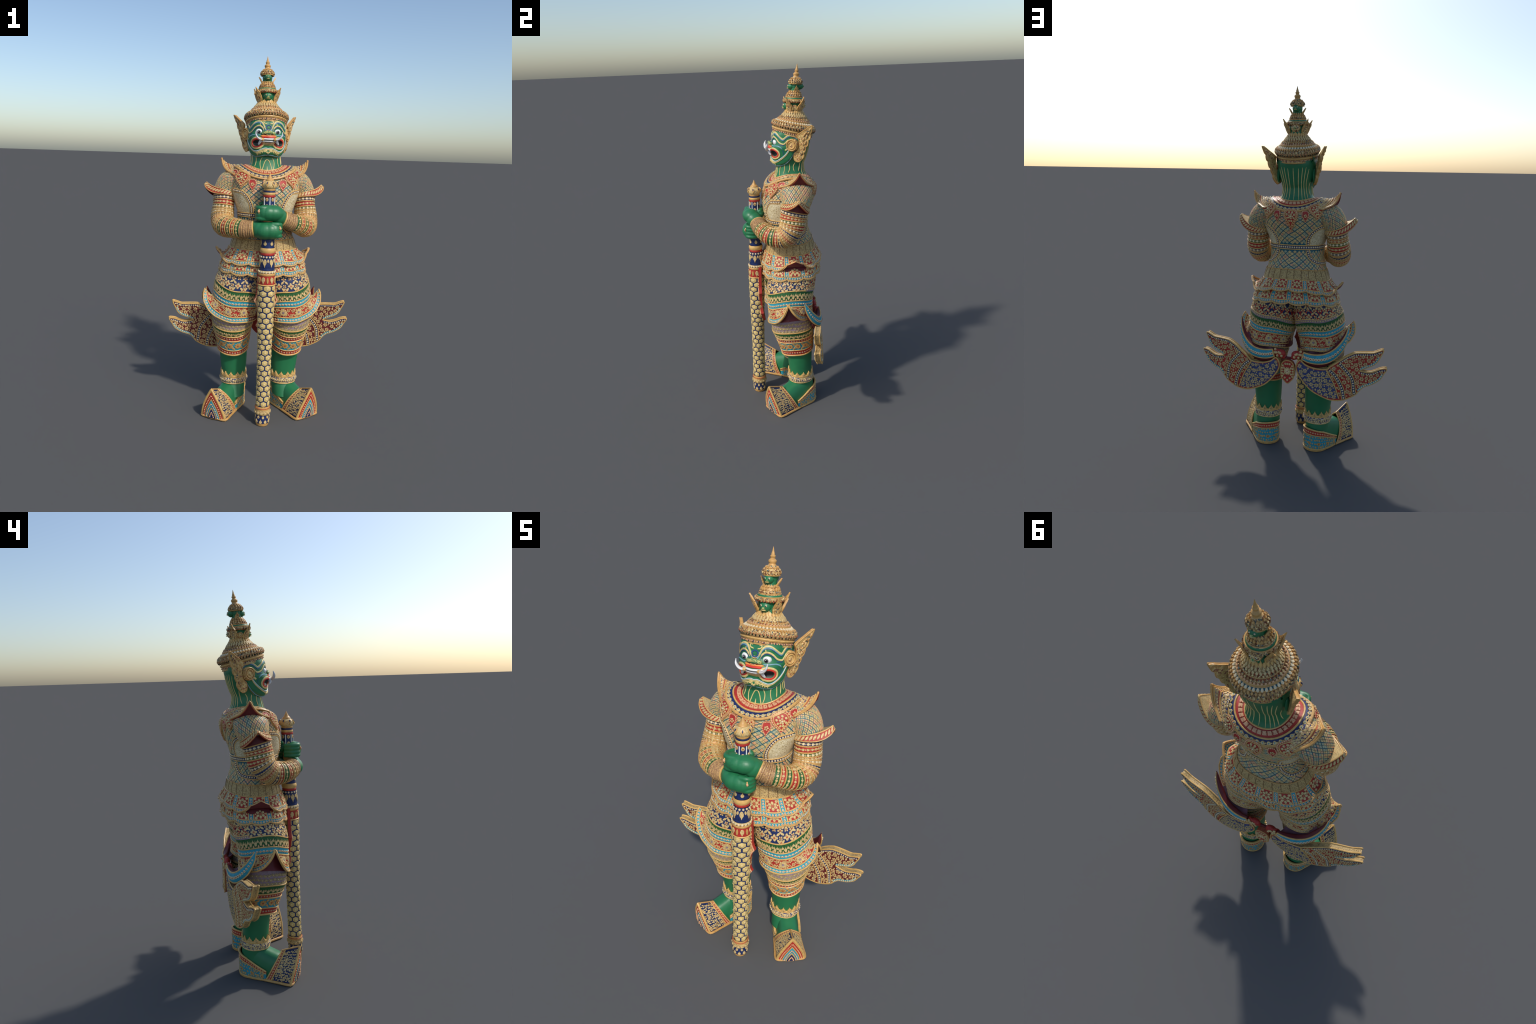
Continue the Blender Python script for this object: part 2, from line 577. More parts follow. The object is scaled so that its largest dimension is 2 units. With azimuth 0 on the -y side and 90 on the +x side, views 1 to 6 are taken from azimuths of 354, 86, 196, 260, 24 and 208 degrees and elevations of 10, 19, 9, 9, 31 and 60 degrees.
mosaic('leg_mosaic', [(CREAM, .5), (srgb(204, 172, 116), .3), (DKGREEN, .1), (RUST, .1)], 110)
mosaic('blue_mosaic', [(srgb(204, 178, 124), .46), (srgb(40, 58, 112), .26), (srgb(170, 138, 92), .16), (srgb(224, 208, 170), .12)], 190)

# ------------------------------------------------------------------ root
for o in list(bpy.data.objects):
    bpy.data.objects.remove(o)
root = bpy.data.objects.new('guardian_statue', None)
bpy.context.scene.collection.objects.link(root)
root['label'] = 'green-faced temple guardian giant in mosaic armour holding a club'
root['category'] = 'temple statue'
TH = np.linspace(0, 2 * PI, 128, endpoint=False)


def row(b, S, v, tmpl, spacing, size, h=0.003, m='cream', rot=0.0, u0=0.0, u1=1.0, shift=0.0):
    u, sp = S.arc_u(v, spacing=spacing, u0=u0, u1=u1)
    if u1 - u0 > 0.999:
        u = u + shift * (u[1] - u[0])
    b.place(S, np.stack([u, np.full(len(u), v)], -1), tmpl, size, rot, h, m)
    return u


def lattice(b, S, ncol, va, vb, keep=None, gap=0.86, h=0.0022, mats=('cream', 'pale_cream', 'blush_cream')):
    """Diamond tiles on a diagonal grid; tiles gather in fours so that major lines read wider."""
    lu, lv = S.lens(np.linspace(0, 1, 50), np.full(50, (va + vb) / 2))
    d = 1.0 / ncol
    step = d * lu.mean() / lv.mean()
    rows = int((vb - va) / step * 2)
    pos, gid = [], []
    for j in range(rows):
        for i in range(ncol):
            u, v = (i + 0.5 * (j % 2)) * d, va + (j + 0.5) * step * 0.5
            a, c = (2 * i + j % 2 + j) // 2, (2 * i + j % 2 - j) // 2
            ga, gc = (a % 2 - 0.5) * 2, (c % 2 - 0.5) * 2
            # pull towards the centre of the 2 x 2 group
            pu, pv = -(ga + gc) * 0.25, -(ga - gc) * 0.25
            pos.append((u + pu * d * 0.09, v + pv * step * 0.09))
            gid.append((a // 2 * 31 + c // 2 * 17))
    pos, gid = np.array(pos), np.array(gid)
    if keep is not None:
        k = keep(pos[:, 0], pos[:, 1])
        pos, gid = pos[k], gid[k]
    l0, l1 = S.lens(pos[:, 0], pos[:, 1])
    size = np.stack([l0 * d * 0.5 * gap, l1 * step * 0.5 * gap], -1)
    pick = RNG.random(len(pos))
    for lo, hi, m in ((0, .55, mats[0]), (.55, .78, mats[1]), (.78, 1.1, mats[2])):
        k = (pick >= lo) & (pick < hi)
        b.place(S, pos[k], DIAMOND, size[k], 0, h, m, prof=[(1, None), (.84, 1)])


# ================================================================== torso
def ring6(p, th, n=2.3):
    """half-width, front y, back y, front z, side z, back z -> closed ring"""
    a, yf, yb, zf, zs, zb = p
    yc, d = (yf + yb) / 2, (yb - yf) / 2
    s, c = np.sin(th), np.cos(th)
    x = a * sgnpow(s, 2 / n)
    y = yc - d * sgnpow(c, 2 / n)
    z = np.where(c > 0, zs + (zf - zs) * c * c, zs + (zb - zs) * c * c)
    return np.stack([x, y, z], -1)


def loft(rows, nv, fn, flip=False, th=TH):
    R = hermite_rows(rows, nv)
    return Surf(np.stack([fn(r, th) for r in R], 1), True, flip)


torso_rows = [
    (.176, -.092, .183, 1.000, 1.000, 1.010), (.163, -.086, .174, 1.045, 1.045, 1.055), (.152, -.086, .160, 1.100, 1.100, 1.100),
    (.152, -.092, .159, 1.150, 1.150, 1.150), (.166, -.106, .170, 1.200, 1.200, 1.200), (.184, -.109, .188, 1.250, 1.250, 1.250),
    (.196, -.100, .202, 1.295, 1.300, 1.300), (.196, -.088, .204, 1.328, 1.350, 1.330), (.172, -.080, .196, 1.350, 1.394, 1.350),
    (.132, -.054, .182, 1.368, 1.406, 1.374), (.088, -.024, .152, 1.380, 1.408, 1.390)]
torso_rows = [(a - .005, f + .004, k - .006, z0, z1, z2) for a, f, k, z0, z1, z2 in torso_rows]
ST = loft(torso_rows, 160, ring6)
b = B()
b.grid(ST.P, True, 'teal', cap0=True, cap1=True)
torso = b.build('torso', root)
tz = hermite_rows(torso_rows, 160)
vgrid = np.linspace(0, 1, 160)


def tv(z):
    return np.interp(z, tz[:, 4], vgrid)


def tuv(x, z, front=True):
    """torso uv of the point at given x and height"""
    v = tv(z)
    u = np.linspace(0, 0.25, 200) if front else np.linspace(0.5, 0.25, 200)
    p, _ = ST.ev(u, np.full(200, v))
    return float(np.interp(abs(x), p[:, 0], u)), float(v)


fc = catmull([tuv(.176, 1.282), tuv(.132, 1.272), tuv(.100, 1.236), tuv(.084, 1.198), tuv(.080, 1.166)], 10)
bc = catmull([tuv(.178, 1.268, False), tuv(.148, 1.262, False), tuv(.112, 1.236, False), tuv(.088, 1.200, False), tuv(.082, 1.166, False)], 10)
lf = catmull([tuv(.082, 1.138), tuv(.092, 1.10), tuv(.122, 1.068), tuv(.158, 1.056)], 10)
lb = catmull([tuv(.080, 1.138, False), tuv(.092, 1.10, False), tuv(.124, 1.068, False), tuv(.160, 1.056, False)], 10)


def bound(curve, v, default):
    o = np.argsort(curve[:, 1])
    return np.interp(v, curve[o, 1], curve[o, 0], left=default, right=default)


def in_panel(u, v):
    """inside the plain panel under the arm"""
    w = np.where(u > 0.5, 1 - u, u)
    lo = bound(fc, v, 0.25)
    hi = bound(bc, v, 0.25)
    return (w > lo) & (w < hi) & (v > tv(1.16)) & (v < tv(1.282))


zmid0, zmid1 = tv(1.132), tv(1.172)
b = B()
lattice(b, ST, 44, tv(1.004), tv(1.40), lambda u, v: ~in_panel(u, v) & ~((v > zmid0) & (v < zmid1)), gap=.88, mats=('cream', 'sage_tile', 'blush_cream'))
b.build('mosaic_tile', torso, kind='stuff')
b = B()
for sgn in (1, -1):
    # plain panel
    vv = np.linspace(tv(1.166), tv(1.281), 24)
    lo, hi = bound(fc, vv, .25), bound(bc, vv, .25)
    t = np.linspace(0, 1, 24)[:, None]
    U = lo[None] * (1 - t) + hi[None] * t
    p, n = ST.ev(U if sgn > 0 else -U, np.broadcast_to(vv, U.shape))
    b.grid(p + n * 0.003, False, 'stone_cream', flip=sgn < 0)
    for cv in (fc, bc, lf, lb):
        c = cv.copy()
        c[:, 0] *= sgn
        b.strip(ST, c, 0.0075, 0.0035, 'navy')
        lu, lv = ST.lens(c[:, 0], c[:, 1])
        d = np.gradient(c, axis=0)
        dx, dy = d[:, 0] * lu, d[:, 1] * lv
        ln = np.hypot(dx, dy)
        for s2 in (-1, 1):
            e = c + np.stack([-dy / ln / lu, dx / ln / lv], -1) * s2 * 0.0085
            b.piping(ST, e, 0.0032, 'gold_bright', lift=0.7)
        L = np.concatenate([[0], np.cumsum(ln)])[:len(c)]
        k = max(2, int(L[-1] / 0.011))
        q = (np.arange(k) + .5) / k * L[-1]
        b.place(ST, np.stack([np.interp(q, L, c[:, 0]), np.interp(q, L, c[:, 1])], -1), BEAD, 0.0042, 0, 0.0075, 'pale_cream')
vm = tv(1.152)
u = np.linspace(0, 1, 128, endpoint=False)
b.strip(ST, np.stack([u, np.full(128, vm)], -1), 0.009, 0.0035, 'navy', closed=True)
for o in (-.0105, .0105):
    b.hoop(ST, tv(1.152 + o), 0.0034, 'gold_bright', lift=0.7)
row(b, ST, vm, BOX, 0.0125, (.0042, .0042), 0.0075, 'pale_cream')
b.build('armour_border', torso)

# ================================================================== collar
def ring_pts(p, th):
    return ring6(p, th, 2.2)


collar_rows = [(.168, -.088, .197, 1.344, 1.404, 1.346), (.160, -.084, .194, 1.352, 1.411, 1.354), (.136, -.061, .181, 1.367, 1.415, 1.373), (.110, -.042, .167, 1.380, 1.415, 1.389),
               (.092, -.030, .155, 1.388, 1.414, 1.399), (.086, -.026, .149, 1.383, 1.408, 1.395)]
SC = loft(collar_rows, 60, ring_pts)


def collar_mat(v):
    return 'gold' if v < .1 else 'navy' if v < .38 else 'gold' if v < .42 else 'red' if v < .78 else 'gold'


b = B()
b.grid(SC.P, True, rowmat=collar_mat)
collar = b.build('collar', root)
b = B()
for v, r in ((.03, .005), (.12, .0035), (.40, .004), (.80, .004)):
    b.hoop(SC, v, r, 'gold_bright' if v > .1 else 'gold')
row(b, SC, .25, BEAD, .024, (.0100, .0086), .004, 'cream')
row(b, SC, .265, DOT, .024, (.003, .003), .004, 'cream', shift=.5)
row(b, SC, .265, DOT, .024, (.0025, .0025), .0056, 'cyan')
row(b, SC, .60, BOX, .0205, (.0090, .0088), .004, 'blush_cream')
row(b, SC, .60, DOT, .021, (.0035, .003), .0055, 'rust')
b.build('collar_inlay', collar, kind='stuff')

# hanging lappets around the collar edge
LAP = [(0.5, 1.330, .046, .052, 1), (.385, 1.345, .040, .046, 1), (.615, 1.345, .040, .046, 1),
       (.118, 1.336, .044, .047, 1), (.882, 1.336, .044, .047, 1), (0.0, 1.325, .032, .042, 1),
       (.443, 1.338, .020, .030, 0), (.557, 1.338, .020, .030, 0), (.06, 1.325, .022, .036, 0), (.94, 1.325, .022, .036, 0),
       (.185, 1.352, .024, .026, 0), (.815, 1.352, .024, .026, 0), (.315, 1.35, .024, .030, 0), (.685, 1.35, .024, .030, 0)]
for uu, z, w, hgt, big in sorted(LAP, key=lambda q: q[4]):
    b = B()
    at = [(uu, tv(z + (.02 if 0.1 < uu % .5 < .4 else 0)))]
    hb = 0.009 if big else 0.005
    b.place(ST, at, SHIELD, (w, hgt), 0, hb, 'rust' if not big else 'gold', prof=[(1, None), (1.0, .6), (.97, 1), (.9, 1)])
    b.place(ST, at, SHIELD, (w * .92, hgt * .92), 0, hb + .0012, 'red', prof=[(1, None), (.98, 1), (.5, 1)])
    lu, lv = ST.lens(np.array([uu]), np.array([at[0][1]]))
    # beads follow the shield edge
    edge = catmull(SHIELD, 6, True)
    ln = np.concatenate([[0], np.cumsum(np.linalg.norm(np.diff(edge * [w, hgt], axis=0), axis=1))])
    k = int(ln[-1] / (.0105 if big else .009))
    q = np.arange(k) / k * ln[-1]
    e = np.stack([np.interp(q, ln, edge[:, 0]), np.interp(q, ln, edge[:, 1])], -1)
    c = np.array(at)
    b.place(ST, c + e * [w * .86, hgt * .86] / np.array([lu[0], lv[0]]), DOT, .0042 if big else .0036, 0, hb + .0042, 'blush_cream')
    if big:
        ed = catmull(SHIELD * [w * .70, hgt * .70], 4, True) / np.array([lu[0], lv[0]]) + c
        b.piping(ST, ed, .0024, 'gold_bright', lift=4.3, closed=True)
        k2 = 8
        q = (np.arange(k2) + .5) / k2 * ln[-1]
        e = np.stack([np.interp(q, ln, edge[:, 0]), np.interp(q, ln, edge[:, 1])], -1)
        b.place(ST, c + e * [w * .46, hgt * .46] / np.array([lu[0], lv[0]]), BEAD, .0058, 0, hb + .0045, 'cream')
        floret(b, ST, c + [[0, .003 / lv[0]]], w * .32, 'cream', 5, 'pale_cream', h=hb + .005)
    else:
        floret(b, ST, c, w * .5, 'cream', 5, 'rust', h=hb + .004)
    b.build('collar_lappet', collar)

# ================================================================== belt and skirt
belt_rows = [(.190, -.103, .194, .958, .962, .978), (.188, -.101, .193, .972, .975, .988), (.178, -.094, .187, 1.000, 1.005, 1.015), (.172, -.090, .183, 1.016, 1.022, 1.034),
             (.168, -.086, .178, 1.018, 1.024, 1.036)]
belt_rows = [(a - .003, f + .003, k - .004, z0, z1, z2) for a, f, k, z0, z1, z2 in belt_rows]
SBelt = loft(belt_rows, 30, ring6)
b = B()
b.grid(SBelt.P, True, 'belt_gold')
b.hoop(SBelt, .06, .0035, 'gold_bright')
b.hoop(SBelt, .76, .0028, 'gold')
u, _ = SBelt.arc_u(.4, n=26)
for x in u:
    b.piping(SBelt, [(x, .1), (x, .4), (x, .72)], .0014, 'seam', lift=.45)
b.build('belt', root)


def cusp(th, th0, w, p=2.2):
    d = np.abs((th - th0 + PI) % (2 * PI) - PI)
    return np.clip(1 - d / w, 0, 1) ** p


def skirt(name, rows, tips, lap, npan, thick):
    th = np.linspace(0, 2 * PI, 384, endpoint=False)
    R = hermite_rows(rows, 48)
    # angles that space the panels evenly along the cloth
    tf = np.linspace(0, 2 * PI, 4001)
    pf = ring6(R[24], tf, 2.5)
    sl = np.concatenate([[0], np.cumsum(np.linalg.norm(np.diff(pf, axis=0), axis=1))])
    un = np.linspace(0, 1, 384, endpoint=False)
    th = np.interp(un * sl[-1], sl, tf)
    vs = np.linspace(0, 1, 48)
    P = []
    for r, v in zip(R, vs):
        p = ring6(r, th, 2.5)
        f = np.clip((v - .25) / .75, 0, 1)
        scal = np.abs(np.sin(un * PI * npan)) ** 0.8
        p[:, 2] -= f ** 2 * lap * (scal - .5)
        rr = p[:, :2] - [0, .05]
        rr /= np.linalg.norm(rr, axis=1, keepdims=True)
        p[:, :2] += rr * (0.006 * f * scal)[:, None]
        for t0, out, up in tips:
            c = cusp(th, t0, rad(40), 1.8)
            p[:, 0] += np.sign(np.sin(t0)) * out * c * np.sin(min(v, 1) * PI * .62) * f
            p[:, 2] += up * c * f ** 2.4
        P.append(p)
    S = Surf(np.stack(P, 1), True, True)
    bb = B()
    bb.grid(S.P, True, rowmat=lambda v: 'cyan' if v < .90 else 'gold', flip=True)
    bb.shell(S, .2, 1, thick, 'lining_red', lip='gold')
    if tips:
        # plain lining that closes the side openings under the raised corners
        P2 = []
        for r, v in zip(R, vs):
            p = ring6(r, th, 2.5)
            f = np.clip((v - .25) / .75, 0, 1)
            c = sum(cusp(th, t0, rad(40), 1.8) for t0, _, _ in tips)
            p[:, :2] = p[:, :2] * [1, 1] + (p[:, :2] - [0, .05]) * (-.03 + .05 * c * f)[:, None]
            P2.append(p)
        bb.grid(np.stack(P2, 1)[:, 8:], True, 'lining_red', flip=True)
    ob = bb.build(name, root)
    bb = B()
    u = np.linspace(0, 1, 384, endpoint=False)
    bb.hoop(S, .95, .0042, 'gold', n=384)
    bb.hoop(S, .70, .0022, 'gold_bright', n=384)
    bb.hoop(S, .985, .0034, 'gold', n=384)
    row(bb, S, .985, DOT, .010, .0034, .006, 'cream')
    row(bb, S, .82, BEAD, .0145, .0052, .0035, 'pale_cream')
    row(bb, S, .82, DOT, .0145, .0024, .0048, 'rust')
    for i in range(npan):
        u0, u1 = (i + .17) / npan, (i + .83) / npan
        bb.patch(S, u0 - .06 / npan, u1 + .06 / npan, .015, .685, .0022, 'gold_bright', 10, 8)
        bb.patch(S, u0, u1, .03, .645, .0034, 'red', 10, 8)
        uc = (i + .5) / npan
        lu, lv = S.lens(np.array([uc]), np.array([.36]))
        hw, hh = (u1 - u0) * lu[0] / 2, .3 * lv[0]
        r = min(hw, hh) * .84
        floret(bb, S, [(uc, .35)], r, 'cream', 6, 'rust', PI / 6, h=.0075, core=.34)
        k = np.array([(a, c) for a in (-1, 1) for c in (-1, 1)]) * [hw * .72 / lu[0], hh * .74 / lv[0]] + [uc, .34]
        bb.place(S, k, BEAD, min(hw, hh) * .27, 0, .0072, 'cream')
        k = np.array([(a, 0) for a in (-1, 1)]) * [hw * .8 / lu[0], 0] + [uc, .34]
        bb.place(S, k, LEAF, (min(hw, hh) * .16, min(hw, hh) * .16), 0, .0072, 'cream')
        # dotted separator
        n = 4 if rows[0][3] > .95 else 3
        q = np.stack([np.full(n, i / npan), .08 + .6 * (np.arange(n) + .5) / n], -1)
        bb.place(S, q, BEAD, .0056, 0, .0035, 'pale_cream')
        bb.place(S, q, DOT, .0026, 0, .005, 'rust')
    bb.build('skirt_inlay', ob, kind='stuff')


skirt('skirt', [(.194, -.098, .190, .915, .915, .935), (.226, -.110, .205, .875, .885, .900), (.237, -.116, .211, .852, .862, .875), (.240, -.118, .213, .826, .838, .852)],
      [], .012, 14, .006)
skirt('skirt', [(.186, -.100, .189, .962, .966, .982), (.200, -.108, .202, .935, .938, .960), (.216, -.118, .215, .908, .908, .940), (.226, -.124, .222, .886, .886, .926)],
      [(rad(90), .034, .080), (rad(270), .034, .080)], .010, 14, .006)


# ================================================================== legs
def ring8(p, th, s, n=2.2):
    """centre x, half-width, front y, back y and the z at front, outer, back and inner side"""
    cx, a, yf, yb, zf, zo, zb, zi = p
    yc, d = (yf + yb) / 2, (yb - yf) / 2
    sn, c = np.sin(th), np.cos(th)
    zs = np.where(sn > 0, zo, zi)
    zfb = np.where(c > 0, zf, zb)
    z = zs + (zfb - zs) * c * c
    return np.stack([s * (cx + a * sgnpow(sn, 2 / n)), yc - d * sgnpow(c, 2 / n), z], -1)


THIGH = [(.112, .114, -.080, .172, .88, .88, .88, .88), (.117, .122, -.092, .180, .82, .835, .83, .80),
         (.138, .138, -.123, .174, .735, .783, .747, .700), (.149, .137, -.123, .164, .684, .728, .695, .652),
         (.155, .134, -.121, .161, .648, .691, .660, .630), (.158, .132, -.120, .160, .618, .662, .630, .608),
         (.161, .131, -.119, .161, .589, .634, .602, .584), (.163, .132, -.120, .163, .560, .612, .583, .556)]
SHIN = [(.164, .122, -.112, .158, .62, .65, .63, .61), (.165, .119, -.104, .156, .56, .585, .58, .565), (.164, .117, -.089, .156, .503, .525, .533, .530),
        (.162, .110, -.074, .158, .465, .479, .490, .506), (.160, .105, -.064, .158, .436, .455, .464, .479),
        (.157, .096, -.045, .157, .375, .398, .412, .410), (.156, .090, -.036, .155, .345, .359, .378, .372)]
CALF = [(.152, .080, -.004, .148, .44, .44, .44, .44), (.151, .079, -.002, .147, .34, .34, .34, .34), (.149, .076, .003, .145, .28, .28, .28, .28),
        (.147, .070, .009, .144, .215, .215, .215, .215), (.147, .067, .012, .148, .165, .165, .165, .165), (.148, .066, .002, .152, .13, .13, .13, .13),
        (.150, .066, -.014, .156, .08, .08, .08, .08)]


THIGH = THIGH[:2] + [(c - .006, a - .007, f + (.016 if i < 5 else .011), k - .009) + tuple(z) for i, (c, a, f, k, *z) in enumerate(THIGH[2:])]
SHIN = [(c - .001, a - .004 - (.01, .004, 0, 0, 0, 0, 0)[i], f + (.032, .016, .003, .003, .003, .003, .003)[i], k - (.026, .016, .004, .004, .004, .004, .004)[i]) + tuple(z) for i, (c, a, f, k, *z) in enumerate(SHIN)]


def budrow(b, S, v, half, n_sp, m='cream', down=True):
    """row of tall buds, alternating with thin stems"""
    u = row(b, S, v, DROP, n_sp, (n_sp * .30, half * .92), .0035, m, rot=PI if down else 0)
    row(b, S, v - half * .0, LEAF, n_sp, (half * .0007 + .007, .0022), .003, m, rot=PI / 2, shift=.5)
    return u


def scatter_flowers(b, S, v0, v1, spacing, r, m='cream', mc='rust', rows=2, big=None):
    """staggered florets with dots between, filling a band"""
    for k in range(rows):
        v = v0 + (v1 - v0) * (k + .5) / rows
        u, sp = S.arc_u(v, spacing=spacing)
        u = u + (k % 2) * .5 * (u[1] - u[0])
        uv = np.stack([u, np.full(len(u), v)], -1)
        uv[:, 1] += RNG.normal(0, .06, len(u)) * (v1 - v0) / rows
        floret(b, S, uv, r * RNG.uniform(.85, 1.1, len(u)), m, 5, mc, RNG.uniform(0, 1))
        uv2 = uv + [[.5 * (u[1] - u[0]), 0]]
        b.place(S, uv2, BEAD, r * .42 * RNG.uniform(.8, 1.2, len(u)), 0, .003, m)
        b.place(S, uv2 + [[.18 * (u[1] - u[0]), .28 * (v1 - v0) / rows]], LEAF, (r * .40, r * .26), .6, .003, m)
        b.place(S, uv2 + [[-.18 * (u[1] - u[0]), -.28 * (v1 - v0) / rows]], LEAF, (r * .40, r * .26), -.6, .003, m)


def leg(s):
    th = np.linspace(0, 2 * PI, 192, endpoint=False)
    # ---- upper trouser with winged hem
    NV = 120
    R = hermite_rows(THIGH, NV)
    m1 = len(THIGH) - 1
    P = []
    for i, r in enumerate(R):
        q = i / (NV - 1) * m1
        p = ring8(r, th, s)
        c = cusp(th, rad(80), rad(62), 2.3)
        # how far the hem swings out at each point of the sweep, and how high it climbs
        cq = [0, .12, .3, .6, .85, 1]
        edge = np.interp(c, cq, [0, .022, .040, .056, .054, .042])
        inner_ = np.interp(c, cq, [0, .012, .024, .036, .038, .034])
        mid = np.interp(c, cq, [0, .004, .009, .014, .016, .016])
        out = np.array([np.interp(q, [4, 5, 6, 7], [0, m_, i_, e_]) for m_, i_, e_ in zip(mid, inner_, edge)])
        up = np.interp(q, [4, 5, 6, 7], [0, .030, .085, .122])
        p[:, 0] += s * out
        p[:, 2] += up * c ** 1.5
        P.append(p)
    S = Surf(np.stack(P, 1), True, s > 0)
    k = 1.0 / m1
    names = ['navy', 'navy', 'dark_green', 'cyan', 'red', 'red', 'cyan']
    b = B()
    b.grid(S.P, True, rowmat=lambda v: names[min(int(v / k), m1 - 1)], flip=S.flip)
    b.shell(S, 4.3 * k, 1, .006, 'lining_red', lip='gold')
    # plain lining under the raised corner of the hem
    P2 = []
    for i, r in enumerate(R):
        q = i / (NV - 1) * m1
        if q < 4.0:
            continue
        p = ring8(r, th, s)
        c = cusp(th, rad(80), rad(62), 2.3)
        p[:, 0] += s * (np.interp(c, [0, .3, 1], [-.002, .014, .024]) * (q - 4) / 3 - .003)
        p[:, 1] = .02 + (p[:, 1] - .02) * .97
        P2.append(p)
    b.grid(np.stack(P2, 1), True, 'lining_red', flip=S.flip)
    ob = b.build('trouser_thigh', root)
    b = B()
    for v, r in ((2, .0035), (3, .0032), (4, .0035), (6, .0032), (6.93, .0042)):
        b.hoop(S, v * k, r, 'gold_bright', n=192)
    # blue floral field in front, red lattice with a thin border behind
    for uu in np.arange(14) / 14 + .02:
        back = .33 < uu < .70
        va, vb = 1.2 * k, (1.78 if back else 1.86) * k
        lu, lv = S.lens(np.array([uu]), np.array([1.5 * k]))
        vc = 1.60 * k
        floret(b, S, [(uu, vc)], .018, 'cream', 4, 'rust', 0, h=.004, core=.34)
        floret(b, S, [(uu, vc)], .011, 'cream', 4, 'rust', PI / 4, h=.004)
        o = np.array([(a, c) for a in (-1, 1) for c in (-1, 1)])
        b.place(S, o * [.0205 / lu[0], .019 / lv[0]] + [uu, vc], LEAF, (.0125, .0062), np.array([-1, 1, 1, -1]) * -.75 * (1 if s > 0 else 1), .0038, 'cream')
        floret(b, S, [(uu + 1 / 28, 1.60 * k)], .0105, 'cream', 4, 'rust', PI / 4)
        floret(b, S, [(uu + 1 / 28, 1.20 * k), (uu + 1 / 28, 1.87 * k)], .0135, 'cream', 4, 'rust', 0)
        floret(b, S, [(uu, 1.17 * k)], .0105, 'cream', 4, 'rust', PI / 4)
        floret(b, S, [(uu, .84 * k)], .016, 'cream', 4, 'rust', 0)
        b.place(S, [(uu + 1 / 56, 1.0 * k), (uu - 1 / 56, 1.0 * k)], LEAF, (.0105, .0055), np.array([.8, -.8]), .0038, 'cream')
    u = np.linspace(.34, .68, 40)
    b.strip(S, np.stack([u, np.full(40, 1.90 * k)], -1), .011, .0042, 'mauve')
    b.piping(S, np.stack([u, np.full(40, 1.78 * k)], -1), .003, 'gold_bright', lift=1)
    row(b, S, 1.89 * k, BEAD, .013, (.0048, .004), .0075, 'cream', u0=.34, u1=.68)
    u = np.linspace(.33, .69, 30)
    for sl in (-1, 1):
        for x in np.arange(.36, .68, .045):
            q = np.stack([x + sl * np.linspace(-.022, .022, 8), np.linspace(1.12, 1.74, 8) * k], -1)
            b.strip(S, q, .0035, .0028, 'red')
    # green band of buds
    u, sp = S.arc_u(2.5 * k, spacing=.026)
    uv = np.stack([u, np.full(len(u), 2.56 * k)], -1)
    b.place(S, uv, DROP, (.0072, .0165), PI, .004, 'cream')
    b.place(S, uv + [[.5 * (u[1] - u[0]), -.18 * k]], DROP, (.0040, .0105), PI, .0035, 'cream')
    b.place(S, uv + [[.5 * (u[1] - u[0]), .28 * k]], LEAF, (.007, .0045), PI / 2, .0035, 'blush_cream')
    b.place(S, uv + [[.25 * (u[1] - u[0]), -.05 * k]], LEAF, (.010, .0016), PI / 2 + .3, .0035, 'cream')
    b.place(S, uv + [[.75 * (u[1] - u[0]), -.05 * k]], LEAF, (.011, .0022), PI / 2 - .3, .0035, 'cream')
    for v in (3.5, 6.5):
        row(b, S, v * k, BEAD, .017, (.0062, .0056), .0032, 'pale_cream')
        row(b, S, v * k, DOT, .017, .003, .0048, 'rust')
        row(b, S, v * k, DOT, .017, .0024, .0032, 'cream', shift=.5)
    # red floral band
    scatter_flowers(b, S, 4.1 * k, 5.9 * k, .031, .0105, rows=2)
    uu, _ = S.arc_u(5 * k, n=10)
    floret(b, S, np.stack([uu, np.full(10, 5.0 * k)], -1), .0205, 'cream', 8, 'mauve', h=.0055, core=.3)
    b.build('trouser_inlay', ob, kind='stuff')

    # ---- lower trouser bands
    R = hermite_rows(SHIN, 90)
    S = Surf(np.stack([ring8(r, th, s) for r in R], 1), True, s > 0)
    m2 = len(SHIN) - 1
    k = 1.0 / m2
    names = ['mauve', 'mauve', 'dark_green', 'red', 'cyan', 'red']
    b = B()
    b.grid(S.P, True, rowmat=lambda v: names[min(int(v / k), m2 - 1)], flip=S.flip, cap0=True)
    b.shell(S, 4.6 * k, 1, .006, 'lining_red', lip='gold')
    ob = b.build('trouser_shin', root)
    b = B()
    for v, r in ((2, .0042), (3, .004), (4, .004), (5, .003), (5.93, .0045)):
        b.hoop(S, v * k, r, 'gold_bright', n=160)
    scatter_flowers(b, S, .9 * k, 2 * k, .021, .0085, m='tan', mc='stone_cream', rows=3)
    u, sp = S.arc_u(2.5 * k, spacing=.026)
    uv = np.stack([u, np.full(len(u), 2.55 * k)], -1)
    b.place(S, uv, DROP, (.0068, .0125), PI, .004, 'cream')
    b.place(S, uv + [[.5 * (u[1] - u[0]), -.1 * k]], DROP, (.0036, .0085), PI, .0035, 'cream')
    b.place(S, uv + [[.27 * (u[1] - u[0]), 0]], LEAF, (.010, .0022), PI / 2 + .3, .0035, 'cream')
    b.place(S, uv + [[.73 * (u[1] - u[0]), 0]], LEAF, (.010, .0022), PI / 2 - .3, .0035, 'cream')
    for v in (3.5, 5.45):
        row(b, S, v * k, BEAD, .015, (.0052, .0046), .0032, 'blush_cream')
        row(b, S, v * k, DOT, .015, .0022, .0045, 'cyan')
    u, sp = S.arc_u(4.5 * k, spacing=.046)
    uv = np.stack([u, np.full(len(u), 4.5 * k)], -1)
    floret(b, S, uv, .0185, 'gold', 8, 'rust', h=.004, core=.32)
